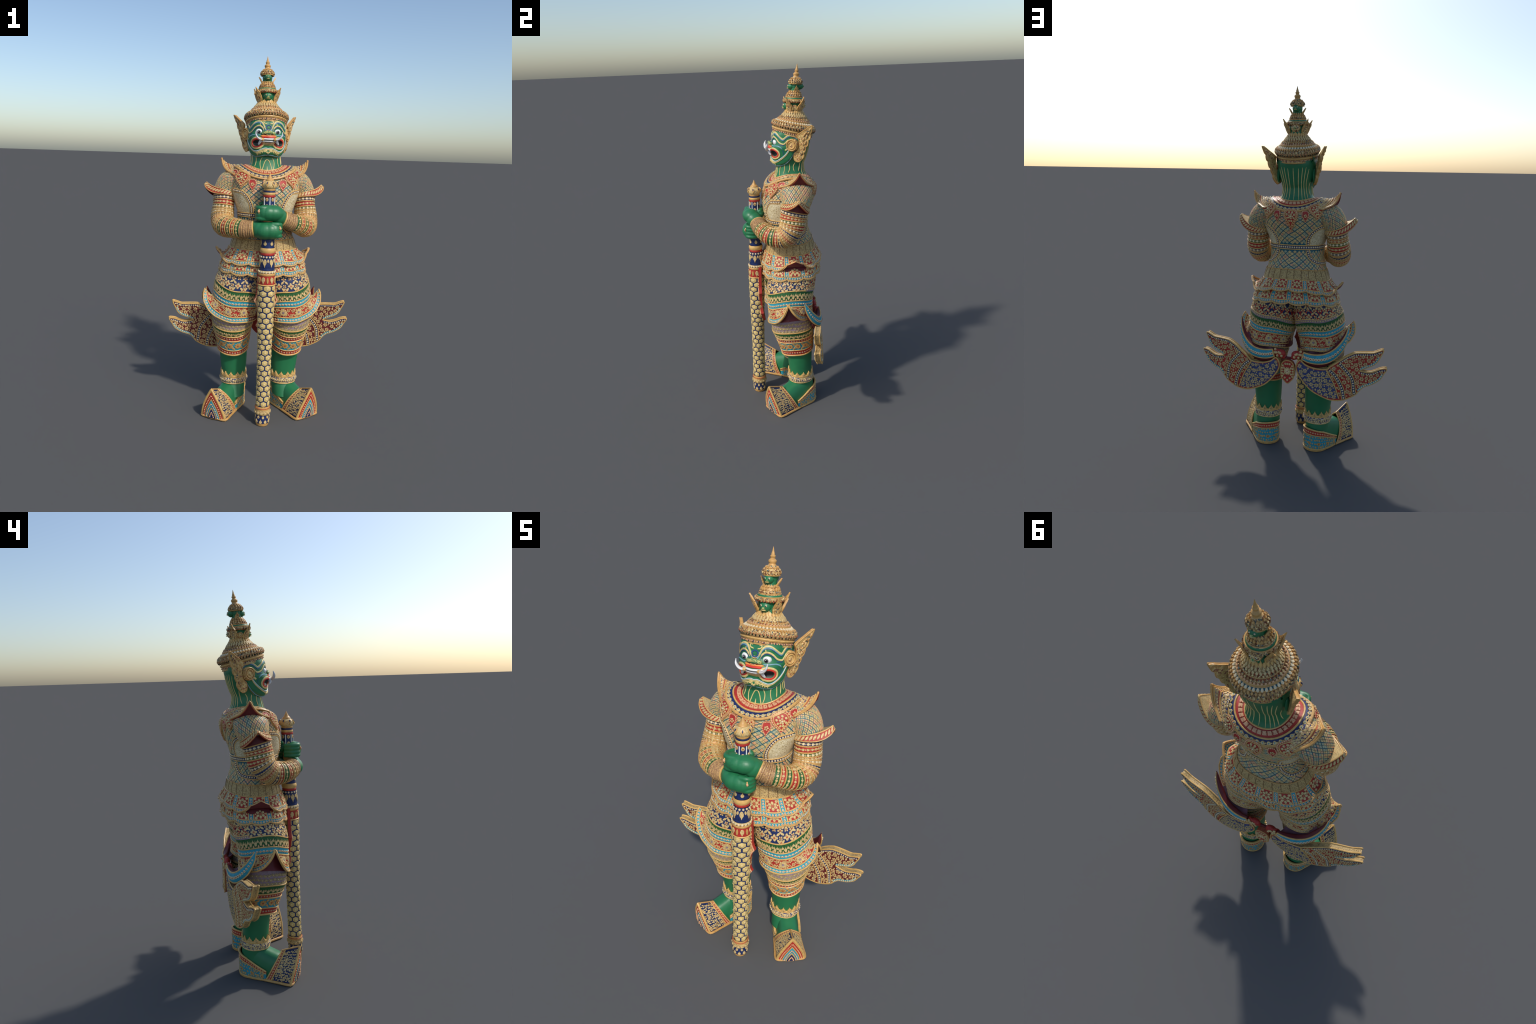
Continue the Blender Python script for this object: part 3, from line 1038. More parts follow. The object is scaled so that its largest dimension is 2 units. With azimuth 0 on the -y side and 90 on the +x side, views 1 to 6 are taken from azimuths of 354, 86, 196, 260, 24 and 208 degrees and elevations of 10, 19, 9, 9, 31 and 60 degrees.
    b.place(S, uv + [[.5 * (u[1] - u[0]), -.22 * k]], LEAF, (.010, .006), .5, .0035, 'gold')
    b.place(S, uv + [[.5 * (u[1] - u[0]), .2 * k]], BEAD, .0065, 0, .0035, 'gold')
    b.place(S, uv + [[.38 * (u[1] - u[0]), .28 * k]], LEAF, (.007, .004), 2.3, .0035, 'gold')
    b.place(S, uv + [[.62 * (u[1] - u[0]), .0 * k]], LEAF, (.007, .004), .8, .0035, 'gold')
    b.build('trouser_inlay', ob, kind='stuff')

    # ---- bare calf and foot
    R = hermite_rows(CALF, 60)
    S = Surf(np.stack([ring8(r, th, s) for r in R], 1), True, s > 0)
    b = B()
    b.grid(S.P, True, 'skin_green', flip=S.flip, cap1=True)
    b.build('lower_leg', root)

    # ---- anklet
    ANK = [(.147, .0715, .007, .1475, .208), (.147, .076, .002, .152, .206), (.147, .077, .001, .153, .198), (.147, .0745, .004, .150, .194), (.147, .0755, .003, .151, .190),
           (.147, .0775, .001, .153, .178), (.147, .0755, .003, .151, .166), (.147, .0745, .004, .150, .160), (.147, .076, .002, .152, .156), (.147, .067, .010, .146, .152)]
    R = hermite_rows([a[:4] + (a[4],) * 4 for a in ANK], 40)
    S = Surf(np.stack([ring8(r, th, s) for r in R], 1), True, s > 0)
    b = B()
    b.grid(S.P, True, rowmat=lambda v: 'gold_bright' if v < .38 or v > .8 else 'blue_mosaic', flip=S.flip)
    row(b, S, .58, BEAD, .0125, .006, .0045, 'blue_mosaic')
    row(b, S, .58, DOT, .0125, .0024, .0062, 'pale_cream')
    anklet = b.build('anklet', root)
    R = hermite_rows([(.147, .0725, .004, .149) + (z,) * 4 for z in (.25, .225, .20)], 20)
    S2 = Surf(np.stack([ring8(r, th, s) for r in R], 1), True, s > 0)
    for uu in np.arange(13) / 13 + 1 / 26:
        b = B()
        b.place(S2, [(uu, .76)], DROP, (.0158, .0180), PI, .003, 'gold_bright', prof=[(1, None), (.97, .8), (.84, 1)], sink=.003)
        b.place(S2, [(uu, .80)], DROP, (.0090, .0115), PI, .005, 'belt_gold')
        b.build('anklet_leaf', anklet)


for s in (1, -1):
    leg(s)

# ================================================================== shoes
FD = np.array([.51, -.86]) / math.hypot(.51, .86)      # foot direction (left foot)
FL = np.array([.86, .51]) / math.hypot(.51, .86)       # across the foot, outward
F0 = np.array([.263, -.100])                           # middle of the sole's front edge


def foot(t, l, z, s):
    """t back from the toe line, l outward, z up"""
    t, l, z = np.broadcast_arrays(np.asarray(t, float), l, z)
    xy = F0 + (.004 - t * .985)[..., None] * FD + (l * .965)[..., None] * FL
    return np.stack([s * xy[..., 0], xy[..., 1], z], -1)


def prow(f):
    """half-width of the pointed arch at height fraction f"""
    return .0765 * (1 - f ** 1.35) + .004 * np.sin(PI * f)


def shoe(s):
    flip = s > 0
    # ---- toe cap
    k = np.linspace(-1, 1, 61)
    f = 1 - np.abs(k)
    st = np.linspace(0, 1, 24)
    rows = []
    for q in st:
        tb, tt = .142 * (1 - q) + .002 * q, .066 * (1 - q) - .031 * q
        ht = .147 + (.184 - .147) * q
        bul = .012 * np.sin(PI * np.clip(f, 0, 1)) * 0
        rows.append(foot(tb + (tt - tb) * f ** .9 - (.012 * (1 - (k * 1.0) ** 2) * (1 - f) * q), np.sign(k) * (prow(f) * q + .0725 * (1 - f ** 3.0) * (1 - q)), ht * f, s))
    P = np.stack(rows, 1)
    S = Surf(P, False, flip)
    b = B()
    b.grid(P, False, rowmat=lambda v: 'navy' if v > .2 else 'red', flip=flip)
    b.shell(S, 0, .5, .006, 'lining_red', nv=8)
    ob = b.build('shoe', root)
    b = B()
    u = np.linspace(0, 1, 61)
    for v, r in ((0.01, .004), (.20, .0036)):
        b.piping(S, np.stack([u, np.full(61, v)], -1), r, 'gold_bright')
    b.piping(S, np.stack([np.full(20, .5), np.linspace(0, 1, 20)], -1), .0042, 'gold')
    uu, _ = S.arc_u(.105, spacing=.0155, u0=.03, u1=.97)
    b.place(S, np.stack([uu, np.full(len(uu), .105)], -1), BOX, (.0055, .0045), 0, .003, 'blush_cream')
    pts = []
    for v in np.arange(.28, .97, .085):
        uu, _ = S.arc_u(v, spacing=.0135, u0=.05, u1=.95)
        uu = uu[np.abs(uu - .5) > .025]
        pts += [(a + RNG.normal(0, .006), v + RNG.normal(0, .012)) for a in uu]
    pts = np.array(pts)
    b.place(S, pts, BEAD, np.stack([RNG.uniform(.0042, .0068, len(pts)), RNG.uniform(.0036, .0052, len(pts))], -1), RNG.uniform(0, 3, len(pts)), .0032, 'cream')
    kk = RNG.choice(len(pts), len(pts) // 6)
    floret(b, S, pts[kk], .0095, 'cream', 5, 'rust')
    # ---- front face: nested arches
    kq = np.linspace(-1, 1, 41)
    fq = 1 - np.abs(kq)
    outl = np.stack([np.sign(kq) * prow(fq), .184 * fq], -1)

    def fm(a, z):
        fz = np.clip(z / .184, 0, 1)
        p = foot(.002 - .033 * fz ** .9 - .012 * (1 - (a / .08) ** 2) * (1 - fz), a, z, s)
        n = np.broadcast_to(np.array([s * FD[0], FD[1], -.15]), p.shape)
        return p, n / np.linalg.norm(n, axis=-1, keepdims=True)
    for i, (sc, dz, m) in enumerate(((1.0, 0, 'gold_bright'), (.88, .006, 'red'), (.66, .007, 'gold_bright'), (.60, .008, 'cyan'), (.38, .008, 'gold_bright'), (.31, .009, 'navy'))):
        o = outl * sc
        o[:, 1] += dz
        o = o if s > 0 else o
        b.plate([tuple(q) for q in o[::-1]], fm, .006 + .0024 * i, m, m, m, step=.02)
    for sc, dz, sp in ((.77, .007, .0115), (.49, .009, .0105), (.17, .014, .009)):
        e = outl * sc + [0, dz]
        ln = np.concatenate([[0], np.cumsum(np.linalg.norm(np.diff(e, axis=0), axis=1))])
        q = (np.arange(int(ln[-1] / sp)) + .5) / int(ln[-1] / sp) * ln[-1]
        aa, zz = np.interp(q, ln, e[:, 0]), np.interp(q, ln, e[:, 1])
        p, n = fm(aa, zz)
        for c, nn in zip(p, n):
            b.ball(c + nn * (.005 + (.003 if sc < .7 else 0) + (.003 if sc < .3 else 0)), .0038, 'blush_cream', 8, 5)
    kr = np.linspace(-1, 1, 61)
    p, n = fm(np.sign(kr) * prow(1 - np.abs(kr)), .184 * (1 - np.abs(kr)))
    b.cord(p, n, .0062, 'gold_bright', k=8)
    b.build('shoe_inlay', ob, kind='stuff')
    # ---- heel counter
    a = np.linspace(0, PI, 64)
    base = []
    for x in np.linspace(.135, .232, 16)[:-1]:
        base.append((x, -.069 - .003 * math.sin((x - .135) / .1 * PI)))
    for x in a:
        base.append((.232 + .076 * math.sin(x) ** .9 if math.sin(x) > 0 else .232, -.070 * math.cos(x)))
    for x in np.linspace(.232, .135, 16)[1:]:
        base.append((x, .069 + .003 * math.sin((x - .135) / .1 * PI)))
    base = np.array(base)
    rim = np.interp(base[:, 0], [.135, .20, .25, .31], [.052, .085, .112, .130])
    lv = np.array([0, .03, .08, .1, .2, .35, .5, .65, .75, .8, .9, .97, 1.0])
    rows = []
    for q in lv:
        fat = 1.04 if q < .09 else 1.0
        c = np.array([.22, 0])
        pt = (base - c) * fat + c
        rows.append(foot(pt[:, 0], pt[:, 1], rim * q, s))
    P = np.stack(rows, 1)
    P = np.stack([catmull(r, 4) for r in P])
    SH = Surf(P, False, flip)
    b = B()
    b.grid(P, False, rowmat=lambda v: 'gold' if v < .2 else 'cyan' if v < .64 else 'red' if v < .92 else 'gold_bright', flip=flip)
    sole = P[:, 0]
    ct = sole.mean(0)
    b.add(np.vstack([sole, ct]), None, np.stack([np.arange(len(sole) - 1), np.arange(1, len(sole)), np.full(len(sole) - 1, len(sole))], -1), 'gold')
    b.shell(SH, .5, 1, .006, 'lining_red', nv=6, lip='gold_bright')
    uv = np.linspace(0, 1, 94)
    for v, r in ((.66, .003), (.965, .0045), (.2, .003)):
        b.piping(SH, np.stack([uv, np.full(94, v)], -1), r, 'gold_bright')
    uu, _ = SH.arc_u(.8, spacing=.014, u0=.02, u1=.98)
    b.place(SH, np.stack([uu, np.full(len(uu), .8)], -1), BEAD, (.0052, .0045), 0, .003, 'blush_cream')
    for v, o in ((.25, .3), (.34, .0), (.43, .55), (.52, .2), (.60, .7)):
        uu, _ = SH.arc_u(v, spacing=.0145, u0=.03, u1=.97)
        uu = uu + o * (uu[1] - uu[0])
        uu = uu[uu < .98]
        rr = RNG.uniform(.0040, .0072, len(uu))
        b.place(SH, np.stack([uu + RNG.normal(0, .004, len(uu)), np.full(len(uu), v) + RNG.normal(0, .012, len(uu))], -1), BEAD, rr, 0, .003, 'tan')
        b.place(SH, np.stack([uu, np.full(len(uu), v)], -1), DOT, .0022, 0, .0042, 'cream')
    for v, o in ((.42, .5),):
        uu, _ = SH.arc_u(v, spacing=.052, u0=.04, u1=.96)
        floret(b, SH, np.stack([uu + o * (uu[1] - uu[0]), np.full(len(uu), v)], -1), .0112, 'gold', 6, 'rust')
        b.place(SH, np.stack([uu + (.5 - o) * (uu[1] - uu[0]), np.full(len(uu), v)], -1), BEAD, .0050, 0, .003, 'gold')
    b.build('heel_counter', ob)
    # ---- sole welt under the toe cap
    b = B()
    wl = [(.145, -.073), (.07, -.078), (.0, -.079), (-.010, -.03), (-.013, 0), (-.010, .03), (.0, .079), (.07, .078), (.145, .073)]
    w = catmull(wl, 6)
    p = foot(w[:, 0], w[:, 1], .007, s)
    b.cord(p, np.broadcast_to([0, 0, 1.0], p.shape).copy(), .0068, 'gold', k=8)
    q = foot(w[:, 0], w[:, 1], .004, s)
    b.add(np.vstack([q, q.mean(0)]), None, np.stack([np.arange(len(q) - 1), np.arange(1, len(q)), np.full(len(q) - 1, len(q))], -1), 'gold')
    b.build('sole_welt', ob)
    # ---- bare instep
    b = B()
    sec = [(.225, .067, .205), (.19, .0665, .176), (.16, .065, .158), (.12, .064, .143), (.08, .060, .130), (.05, .052, .115), (.03, .04, .09)]
    R = hermite_rows(sec, 30)
    ph = np.linspace(0, PI, 25)
    P = np.stack([foot(np.full(25, r[0]), -r[1] * sgnpow(np.cos(ph), .7), .01 + (r[2] - .01) * np.sin(ph) ** .75, s) for r in R], 1)
    b.grid(P, False, 'skin_green', flip=s < 0)
    b.build('foot', root)


for s in (1, -1):
    shoe(s)


# ================================================================== arms
def arm(s, fore):
    """fore: elbow-to-wrist control points (x, y, z, depth radius, width radius)"""
    up = [(.120, .070, 1.350, .085, .058), (.160, .071, 1.340, .096, .070), (.196, .071, 1.312, .095, .076), (.222, .062, 1.262, .082, .067),
          (.229, .048, 1.205, .075, .061), (.234, .036, 1.152, .071, .061), (.236, .012, 1.112, .064, .062)]
    up = [(x - .003, y, z, d - (.010 if i < 4 else .004), w - (.010 if i < 3 else .005 if i < 5 else .001)) for i, (x, y, z, d, w) in enumerate(up)]
    fore = [(x, y, z, d - .002, w - .001) for x, y, z, d, w in fore[:-2]] + [(x, y, z, d - .003, w - .003) for x, y, z, d, w in fore[-2:]]
    c = catmull(np.array(up + fore), 14)
    C = c[:, :3] * [s, 1, 1]
    t = np.gradient(C, axis=0)
    t /= np.linalg.norm(t, axis=1, keepdims=True)
    # depth axis starts along y and is carried along the spine
    a = np.zeros_like(C)
    v = np.array([0, -1.0, 0])
    for i in range(len(C)):
        v = v - v.dot(t[i]) * t[i]
        v /= np.linalg.norm(v)
        a[i] = v
    bb = np.cross(t, a)
    th = np.linspace(0, 2 * PI, 96, endpoint=False)
    P = (C[None] + np.cos(th)[:, None, None] * a[None] * c[None, :, 3, None] + np.sin(th)[:, None, None] * bb[None] * c[None, :, 4, None])
    S = Surf(P, True, False)
    n = len(up + fore) - 1
    k = 1.0 / n
    # band limits in spine units
    bands = [(2.95, 'teal'), (3.45, 'lining_red'), (3.82, 'navy'), (4.26, 'red'), (4.62, 'dark_green'), (5.05, 'red'), (5.40, 'navy'), (5.64, 'belt_gold'), (5.86, 'navy'), (6.2, 'belt_gold'), (6.45, 'rust'), (6.8, 'belt_gold'), (7.2, 'navy'), (7.6, 'red'), (8.0, 'dark_green'), (8.4, 'red'), (8.8, 'dark_green'), (9.2, 'red'), (9.55, 'dark_green')]

    def am(v):
        q = v / k
        for lim, m in bands:
            if q < lim:
                return m
        return 'wound_gold'
    b = B()
    R = P
    vv = np.linspace(0, 1, 220)
    U, V = np.meshgrid(np.arange(96) / 96, vv, indexing='ij')
    R, _ = S.ev(U, V)
    b.grid(R, True, rowmat=am, cap1=True, cap0=True)
    ob = b.build('arm', root)
    b = B()
    lattice(b, S, 40, .02, 3.0 * k, gap=.88, mats=('cream', 'blush_cream', 'sage_tile'))
    b.build('mosaic_tile', ob, kind='stuff')
    b = B()
    prev = 3.45
    for lim, m in bands[2:7]:
        b.hoop(S, prev * k, .0036, 'gold', n=72)
        mid = (prev + lim) / 2
        row(b, S, mid * k, BEAD, .0205, (.0068, .0064), .0032, 'pale_cream' if m != 'red' else 'cream')
        row(b, S, mid * k, DOT, .0205, (.0024, .0044), .003, 'cream', shift=.5)
        prev = lim
    b.hoop(S, prev * k, .0036, 'gold', n=72)
    # elbow: pleated bands fanning round the bend
    for q in np.arange(5.52, 6.75, .26):
        row(b, S, q * k, BEAD, .0145, (.0050, .0044), .0030, 'cream' if int(q * 10) % 2 else 'blush_cream')
    for q in np.arange(5.5, 6.8, .3):
        b.hoop(S, q * k, .0026, 'gold', n=72)
    for lim, m in bands[12:19]:
        b.hoop(S, (lim - .4) * k, .0034, 'gold', n=72)
        row(b, S, (lim - .2) * k, BEAD, .0200, (.0066, .0062), .003, 'cream')
        row(b, S, (lim - .2) * k, DOT, .0200, (.0022, .0044), .003, 'cream', shift=.5)
    for q in np.arange(9.6, 10.9, .2):
        b.hoop(S, q * k, .0045 + .001 * math.sin(q * 9), 'wound_gold', n=72, lift=.0)
    b.hoop(S, .992, .004, 'gold_bright', n=72)
    b.build('sleeve_inlay', ob, kind='stuff')

    # ---- winged cuff
    NV = 24
    u = np.linspace(0, 1, 192, endpoint=False)
    ringP, ringN = S.ev(u, np.full(192, 2.93 * k))
    ringQ, _ = S.ev(u, np.full(192, 3.42 * k))
    out = ringN * [1, 1, .15]
    out /= np.linalg.norm(out, axis=1, keepdims=True)
    # outward angle around the arm axis, zero on the outer side
    ang = np.arctan2(out[:, 1], out[:, 0] * s)
    cu = np.clip(1 - np.abs(ang - rad(4)) / rad(84), 0, 1) ** 3.0
    P = []
    for i in range(NV):
        q = i / (NV - 1)
        p = ringP * (1 - q) + ringQ * q
        # both edges of the band run out to one point
        top_o, low_o = .042 * cu ** 1.1, np.interp(cu, [0, .15, .4, .7, 1], [0, .010, .024, .038, .0435])
        o = .002 + .007 * q + top_o * (1 - q) + low_o * q
        p = p + out * o[:, None]
        p[:, 2] += (.030 * (1 - q) + .060 * q) * cu ** 1.35
        P.append(p)
    SCu = Surf(np.stack(P, 1), True, False)
    b = B()
    b.grid(SCu.P, True, rowmat=lambda v: 'gold' if v < .12 else 'red' if v < .9 else 'gold')
    b.shell(SCu, .05, 1, .005, 'lining_red', lip='red')
    b.hoop(SCu, .08, .0028, 'gold_bright', n=192)
    b.hoop(SCu, .94, .0026, 'gold', n=192)
    uu, sp = SCu.arc_u(.5, spacing=.017)
    b.place(SCu, np.stack([uu, np.full(len(uu), .5)], -1), LEAF, (.0135, .0056), .85, .0042, 'cream')
    shelf = np.stack([ringP + out * .001, SCu.P[:, 1]], 1)
    b.grid(shelf, True, 'cream')
    b.build('arm_cuff', root)

    # ---- epaulette
    inner = catmull([(.140, -.006, 1.366), (.150, .020, 1.394), (.154, .060, 1.412), (.154, .100, 1.414), (.144, .140, 1.396), (.128, .166, 1.368)], 12)
    outer_f = [(.176, -.022, 1.362), (.198, .010, 1.372), (.219, .038, 1.386), (.235, .064, 1.412), (.2435, .085, 1.4475)]
    outer_b = [(.2435, .085, 1.4475), (.232, .108, 1.410), (.212, .130, 1.384), (.186, .152, 1.370), (.160, .175, 1.358)]
    f = catmull(outer_f, 16)
    g = catmull(outer_b, 16)[1:]
    oe = np.vstack([f, g])
    tt = np.linspace(0, 1, 97)
    ii = np.stack([np.interp(tt, np.linspace(0, 1, len(inner)), inner[:, c]) for c in range(3)], -1)
    oo = np.stack([np.interp(tt, np.linspace(0, 1, len(oe)), oe[:, c]) for c in range(3)], -1)
    rows = []
    for q in np.linspace(0, 1, 20):
        p = ii * (1 - q) + oo * q
        p[:, 2] -= .010 * math.sin(q * PI) * np.interp(tt, [0, .5, 1], [.2, 1.5, .2])
        rows.append(p * [s, 1, 1])
    SE = Surf(np.stack(rows, 1), False, s > 0)
    SE.flip = (SE.N[:, :, 2].mean() < 0) != SE.flip
    SE = Surf(SE.P, False, SE.flip)
    b = B()
    b.grid(SE.P, False, rowmat=lambda v: 'blue_mosaic' if v < .5 else 'rust' if v < .62 else 'blue_mosaic' if v < .85 else 'gold', flip=SE.flip)
    b.shell(SE, 0, 1, .006, 'lining_red', lip='red')
    w = np.linspace(0.01, .99, 97)
    for v, r in ((.52, .0034), (.84, .003), (.97, .005)):
        b.piping(SE, np.stack([w, np.full(97, v)], -1), r, 'gold_bright' if v < .9 else 'gold')
    for v, sp, sz in ((.18, .016, .0068), (.36, .016, .0064), (.69, .0145, .0056)):
        uu, _ = SE.arc_u(v, spacing=sp, u0=.02, u1=.98)
        b.place(SE, np.stack([uu, np.full(len(uu), v)], -1), BEAD, (sz, sz * .85), 0, .0035, 'cream')
        b.place(SE, np.stack([uu + .5 * (uu[1] - uu[0]), np.full(len(uu), v + .05)], -1), DOT, sz * .5, 0, .003, 'blush_cream')
    # red lining under the raised point
    eo, en = SE.ev(tt, np.full(97, .985))
    eo = eo - en * .004
    base = np.stack([s * np.interp(tt, [0, .25, .5, .75, 1], [.168, .206, .216, .200, .152]), oo[:, 1], np.interp(tt, [0, .2, .5, .8, 1], [1.358, 1.366, 1.380, 1.364, 1.354])], -1)
    b.grid(np.stack([eo * (1 - q) + base * q for q in np.linspace(0, 1, 6)], 1), False, 'lining_red')
    b.build('epaulette', root)


arm(1, [(.224, -.020, 1.093, .060, .060), (.202, -.072, 1.097, .055, .055), (.161, -.110, 1.114, .049, .050), (.117, -.132, 1.127, .045, .046), (.078, -.142, 1.142, .043, .044)])
arm(-1, [(.224, -.020, 1.090, .060, .060), (.202, -.074, 1.085, .055, .055), (.160, -.117, 1.086, .050, .050), (.113, -.145, 1.085, .046, .046), (.070, -.158, 1.090, .043, .044)])


# ================================================================== hands
def capsule(bm_list, pts, r):
    bm_list.append((pts, r))


def hand(name, blobs, fingers, rings):
    b = B()
    for c, r in blobs:
        b.ball(c, r, 'skin_green', 24, 14)
    for pts, r in fingers:
        b.tube(pts, r, 'skin_green', 12, ref=(.1, .3, 1))
        b.ball(pts[-1], r[-1], 'skin_green', 12, 8)
        b.ball(pts[0], r[0], 'skin_green', 12, 8)
    ob = b.build(name, root)
    for ty in ('REMESH', 'SMOOTH'):
        md = ob.modifiers.new(ty.lower(), ty)
        if ty == 'REMESH':
            md.mode = 'VOXEL'
            md.voxel_size = 0.0026
        else:
            md.iterations = 12
            md.factor = .5
    dg = bpy.context.evaluated_depsgraph_get()
    me = bpy.data.meshes.new_from_object(ob.evaluated_get(dg))
    ob.modifiers.clear()
    old = ob.data
    ob.data = me
    bpy.data.meshes.remove(old)
    me.name = name
    me.materials.clear()
    me.materials.append(MATS['skin_green'])
    me.polygons.foreach_set('use_smooth', np.ones(len(me.polygons), bool))
    for c, ax in rings:
        b = B()
        th = np.linspace(0, 2 * PI, 20, endpoint=False)
        ax = np.asarray(ax, float) / np.linalg.norm(ax)
        e1 = np.cross(ax, [0, 0, 1.0])
        e1 /= np.linalg.norm(e1)
        e2 = np.cross(ax, e1)
        p = np.asarray(c) + .0145 * (np.cos(th)[:, None] * e1 + np.sin(th)[:, None] * e2)
        b.cord(p, np.broadcast_to(ax, p.shape).copy(), .0032, 'gold_bright', closed=True)
        b.ball(np.asarray(c) + e1 * (.0155 if e1[1] < 0 else -.0155), (.006, .004, .007), 'blush_cream', 12, 8)
        b.build('finger_ring', ob)


# upper hand reaches from the left arm, its fingers curl on the far side
UZ = [1.203, 1.186, 1.167, 1.149]
hand('hand', [((.022, -.176, 1.175), (.060, .049, .043)), ((-.026, -.180, 1.177), (.036, .041, .041)), ((.055, -.160, 1.158), (.042, .045, .044)), ((.080, -.146, 1.144), (.024, .040, .042)),
              ((.010, -.120, 1.185), (.035, .022, .028)), ((-.004, -.179, 1.176), (.050, .0475, .0425))],
     [([(-.012, -.198, z), (-.042, -.200, z), (-.058, -.188, z - .001), (-.060, -.158, z - .002), (-.044, -.128, z - .002)], [.0125, .0125, .0118, .0112, .010]) for z in UZ]
     + [([(.03, -.125, 1.200), (-.005, -.112, 1.214), (-.038, -.112, 1.218)], [.014, .012, .010])],
     [((-.048, -.197, 1.186), (-.8, .5, 0))])
LZ = [1.119, 1.101, 1.082, 1.060]
hand('hand', [((-.014, -.182, 1.083), (.060, .049, .047)), ((.030, -.186, 1.084), (.036, .042, .046)), ((-.046, -.170, 1.087), (.042, .045, .046)), ((-.068, -.160, 1.090), (.026, .040, .042)),
              ((-.01, -.122, 1.09), (.035, .022, .028)), ((.010, -.185, 1.084), (.050, .0475, .047))],
     [([(.018, -.204, z), (.046, -.205, z), (.061, -.192, z - .002), (.063, -.162, z - .004), (.047, -.130, z - .004)], [.013, .0128, .012, .0115, .010]) for z in LZ]
     + [([(-.03, -.13, 1.105), (.01, -.12, 1.112), (.04, -.125, 1.113)], [.014, .012, .010])],
     [((.050, -.203, 1.100), (.8, .5, 0))])

# ================================================================== club
CL0, CL1 = np.array([.003, -.176, 0.0]), np.array([.003, -.1495, 1.378])


def lathe(rows, nv, nu=64, axis=(CL0, CL1)):
    """rows: (height, radius) along the club axis"""
    R = np.array(rows)
    if nv:
        R = hermite_rows(R, nv)
    th = np.linspace(0, 2 * PI, nu, endpoint=False)
    c = axis[0] + (axis[1] - axis[0]) * (R[:, 0] / 1.378)[:, None]
    P = c[None] + R[None, :, 1, None] * np.stack([np.sin(th), -np.cos(th), 0 * th], -1)[:, None, :]
    return Surf(P, True, False)


def seg(z0, z1, r0, r1, m, bulge=0.0, n=10, b=None):
    z = np.linspace(z0, z1, n)
    t = (z - z0) / (z1 - z0)
    r = r0 + (r1 - r0) * t + bulge * np.sin(PI * t)
    S = lathe(np.stack([z, r], -1), 0)
    b.grid(S.P, True, m)
    return S


b = B()
shaft = lathe([(0, .002), (0.001, .034), (.11, .032), (.79, .030), (1.30, .024)], 60)
b.grid(shaft.P, True, 'gold')
club = b.build('club', root)
# hexagon tiles on a blue shaft
b = B()
z = np.linspace(.112, .792, 80)
rz = np.interp(z, [.112, .30, .45, .56, .66, .72, .792], [.0350, .0350, .0360, .0400, .0420, .0435, .0440])
SX = lathe(np.stack([z, rz], -1), 0)
b.grid(SX.P, True, 'navy')
field = b.build('club_field', club)
NR = 23
for j in range(NR):
    v = (j + .5) / NR
    for i in range(6):
        bb = B()
        lu, lv = SX.lens(np.array([0.]), np.array([v]))
        ht = .68 / NR * .5
        bb.place(SX, [((i + .5 * (j % 2)) / 6, v)], HEX[:, ::-1] * [-1, 1], (lu[0] / 12 * .97, ht * 1.12), 0, .0034, 'hex_gold', prof=[(1, None), (.95, .75), (.80, 1), (.3, 1.05)])
        bb.place(SX, [((i + .5 * (j % 2)) / 6, v)], DOT, .0036, 0, .0052, 'pale_cream')
        bb.build('hexagon_tile', field)
b = B()
S = seg(.0, .016, .034, .039, 'gold', b=b)
S = seg(.016, .064, .0375, .0375, 'navy', b=b)
row(b, S, .25, DROP, .026, (.010, .013), .0035, 'cream')
row(b, S, .75, LEAF, .026, (.007, .009), .0035, 'cream', shift=.5)
S = seg(.064, .092, .039, .039, 'belt_gold', .004, b=b)
row(b, S, .5, BEAD, .020, (.008, .006), .004, 'cream')
S = seg(.092, .112, .040, .038, 'gold', .001, b=b)
b.hoop(S, .5, .0022, 'rust', lift=.6)
S = seg(.790, .798, .0455, .0455, 'gold_bright', .003, b=b)
S = seg(.798, .845, .0445, .0445, 'red', b=b)
row(b, S, .45, DROP, .044, (.012, .020), .004, 'cream', rot=PI)
row(b, S, .5, LEAF, .044, (.018, .006), .0035, 'gold', rot=PI / 2, shift=.5)
S = seg(.845, .858, .0455, .0455, 'gold', .002, b=b)
S = seg(.858, .872, .0425, .0425, 'cream', .003, b=b)
row(b, S, .5, BEAD, .016, .0055, .004, 'pale_cream')
S = seg(.872, .884, .041, .040, 'navy', b=b)
S = seg(.884, .938, .0395, .0370, 'navy', .002, b=b)
row(b, S, .5, DROP, .0375, (.0125, .0235), .0036, 'cream', rot=PI)
row(b, S, .75, LEAF, .0375, (.010, .005), .0036, 'cream', rot=PI / 2, shift=.5)
S = seg(.938, .952, .0385, .0385, 'navy', .001, b=b)
row(b, S, .5, BEAD, .016, .0052, .0035, 'pale_cream')
S = seg(.952, .966, .0365, .0370, 'red', .002, b=b)
S = seg(.966, .992, .038, .038, 'gold_bright', .0035, b=b)
S = seg(.992, 1.05, .0345, .0335, 'navy', b=b)
row(b, S, .45, DROP, .034, (.010, .014), .0035, 'cream')
S = seg(1.19, 1.258, .0295, .0295, 'navy', b=b)
for v in (.3, .8):
    row(b, S, v, BEAD, .031, (.0088, .0105), .0034, 'cream')
    row(b, S, v, DOT, .031, .0035, .005, 'rust')
uu, _ = S.arc_u(.5, spacing=.031)
for x in uu + .5 * (uu[1] - uu[0]):
    b.piping(S, [(x, 0), (x, .5), (x, 1)], .0026, 'white')
seg(1.256, 1.268, .0315, .032, 'red', .001, b=b)
seg(1.268, 1.281, .0305, .0305, 'gold_bright', .0015, b=b)
seg(1.281, 1.290, .0305, .031, 'navy', .001, b=b)
seg(1.290, 1.300, .029, .030, 'gold', .001, b=b)
S = lathe([(1.298, .026), (1.303, .034), (1.315, .0385), (1.326, .037), (1.335, .028), (1.340, .0215), (1.342, .0205)], 30)
b.grid(S.P, True, 'cream')
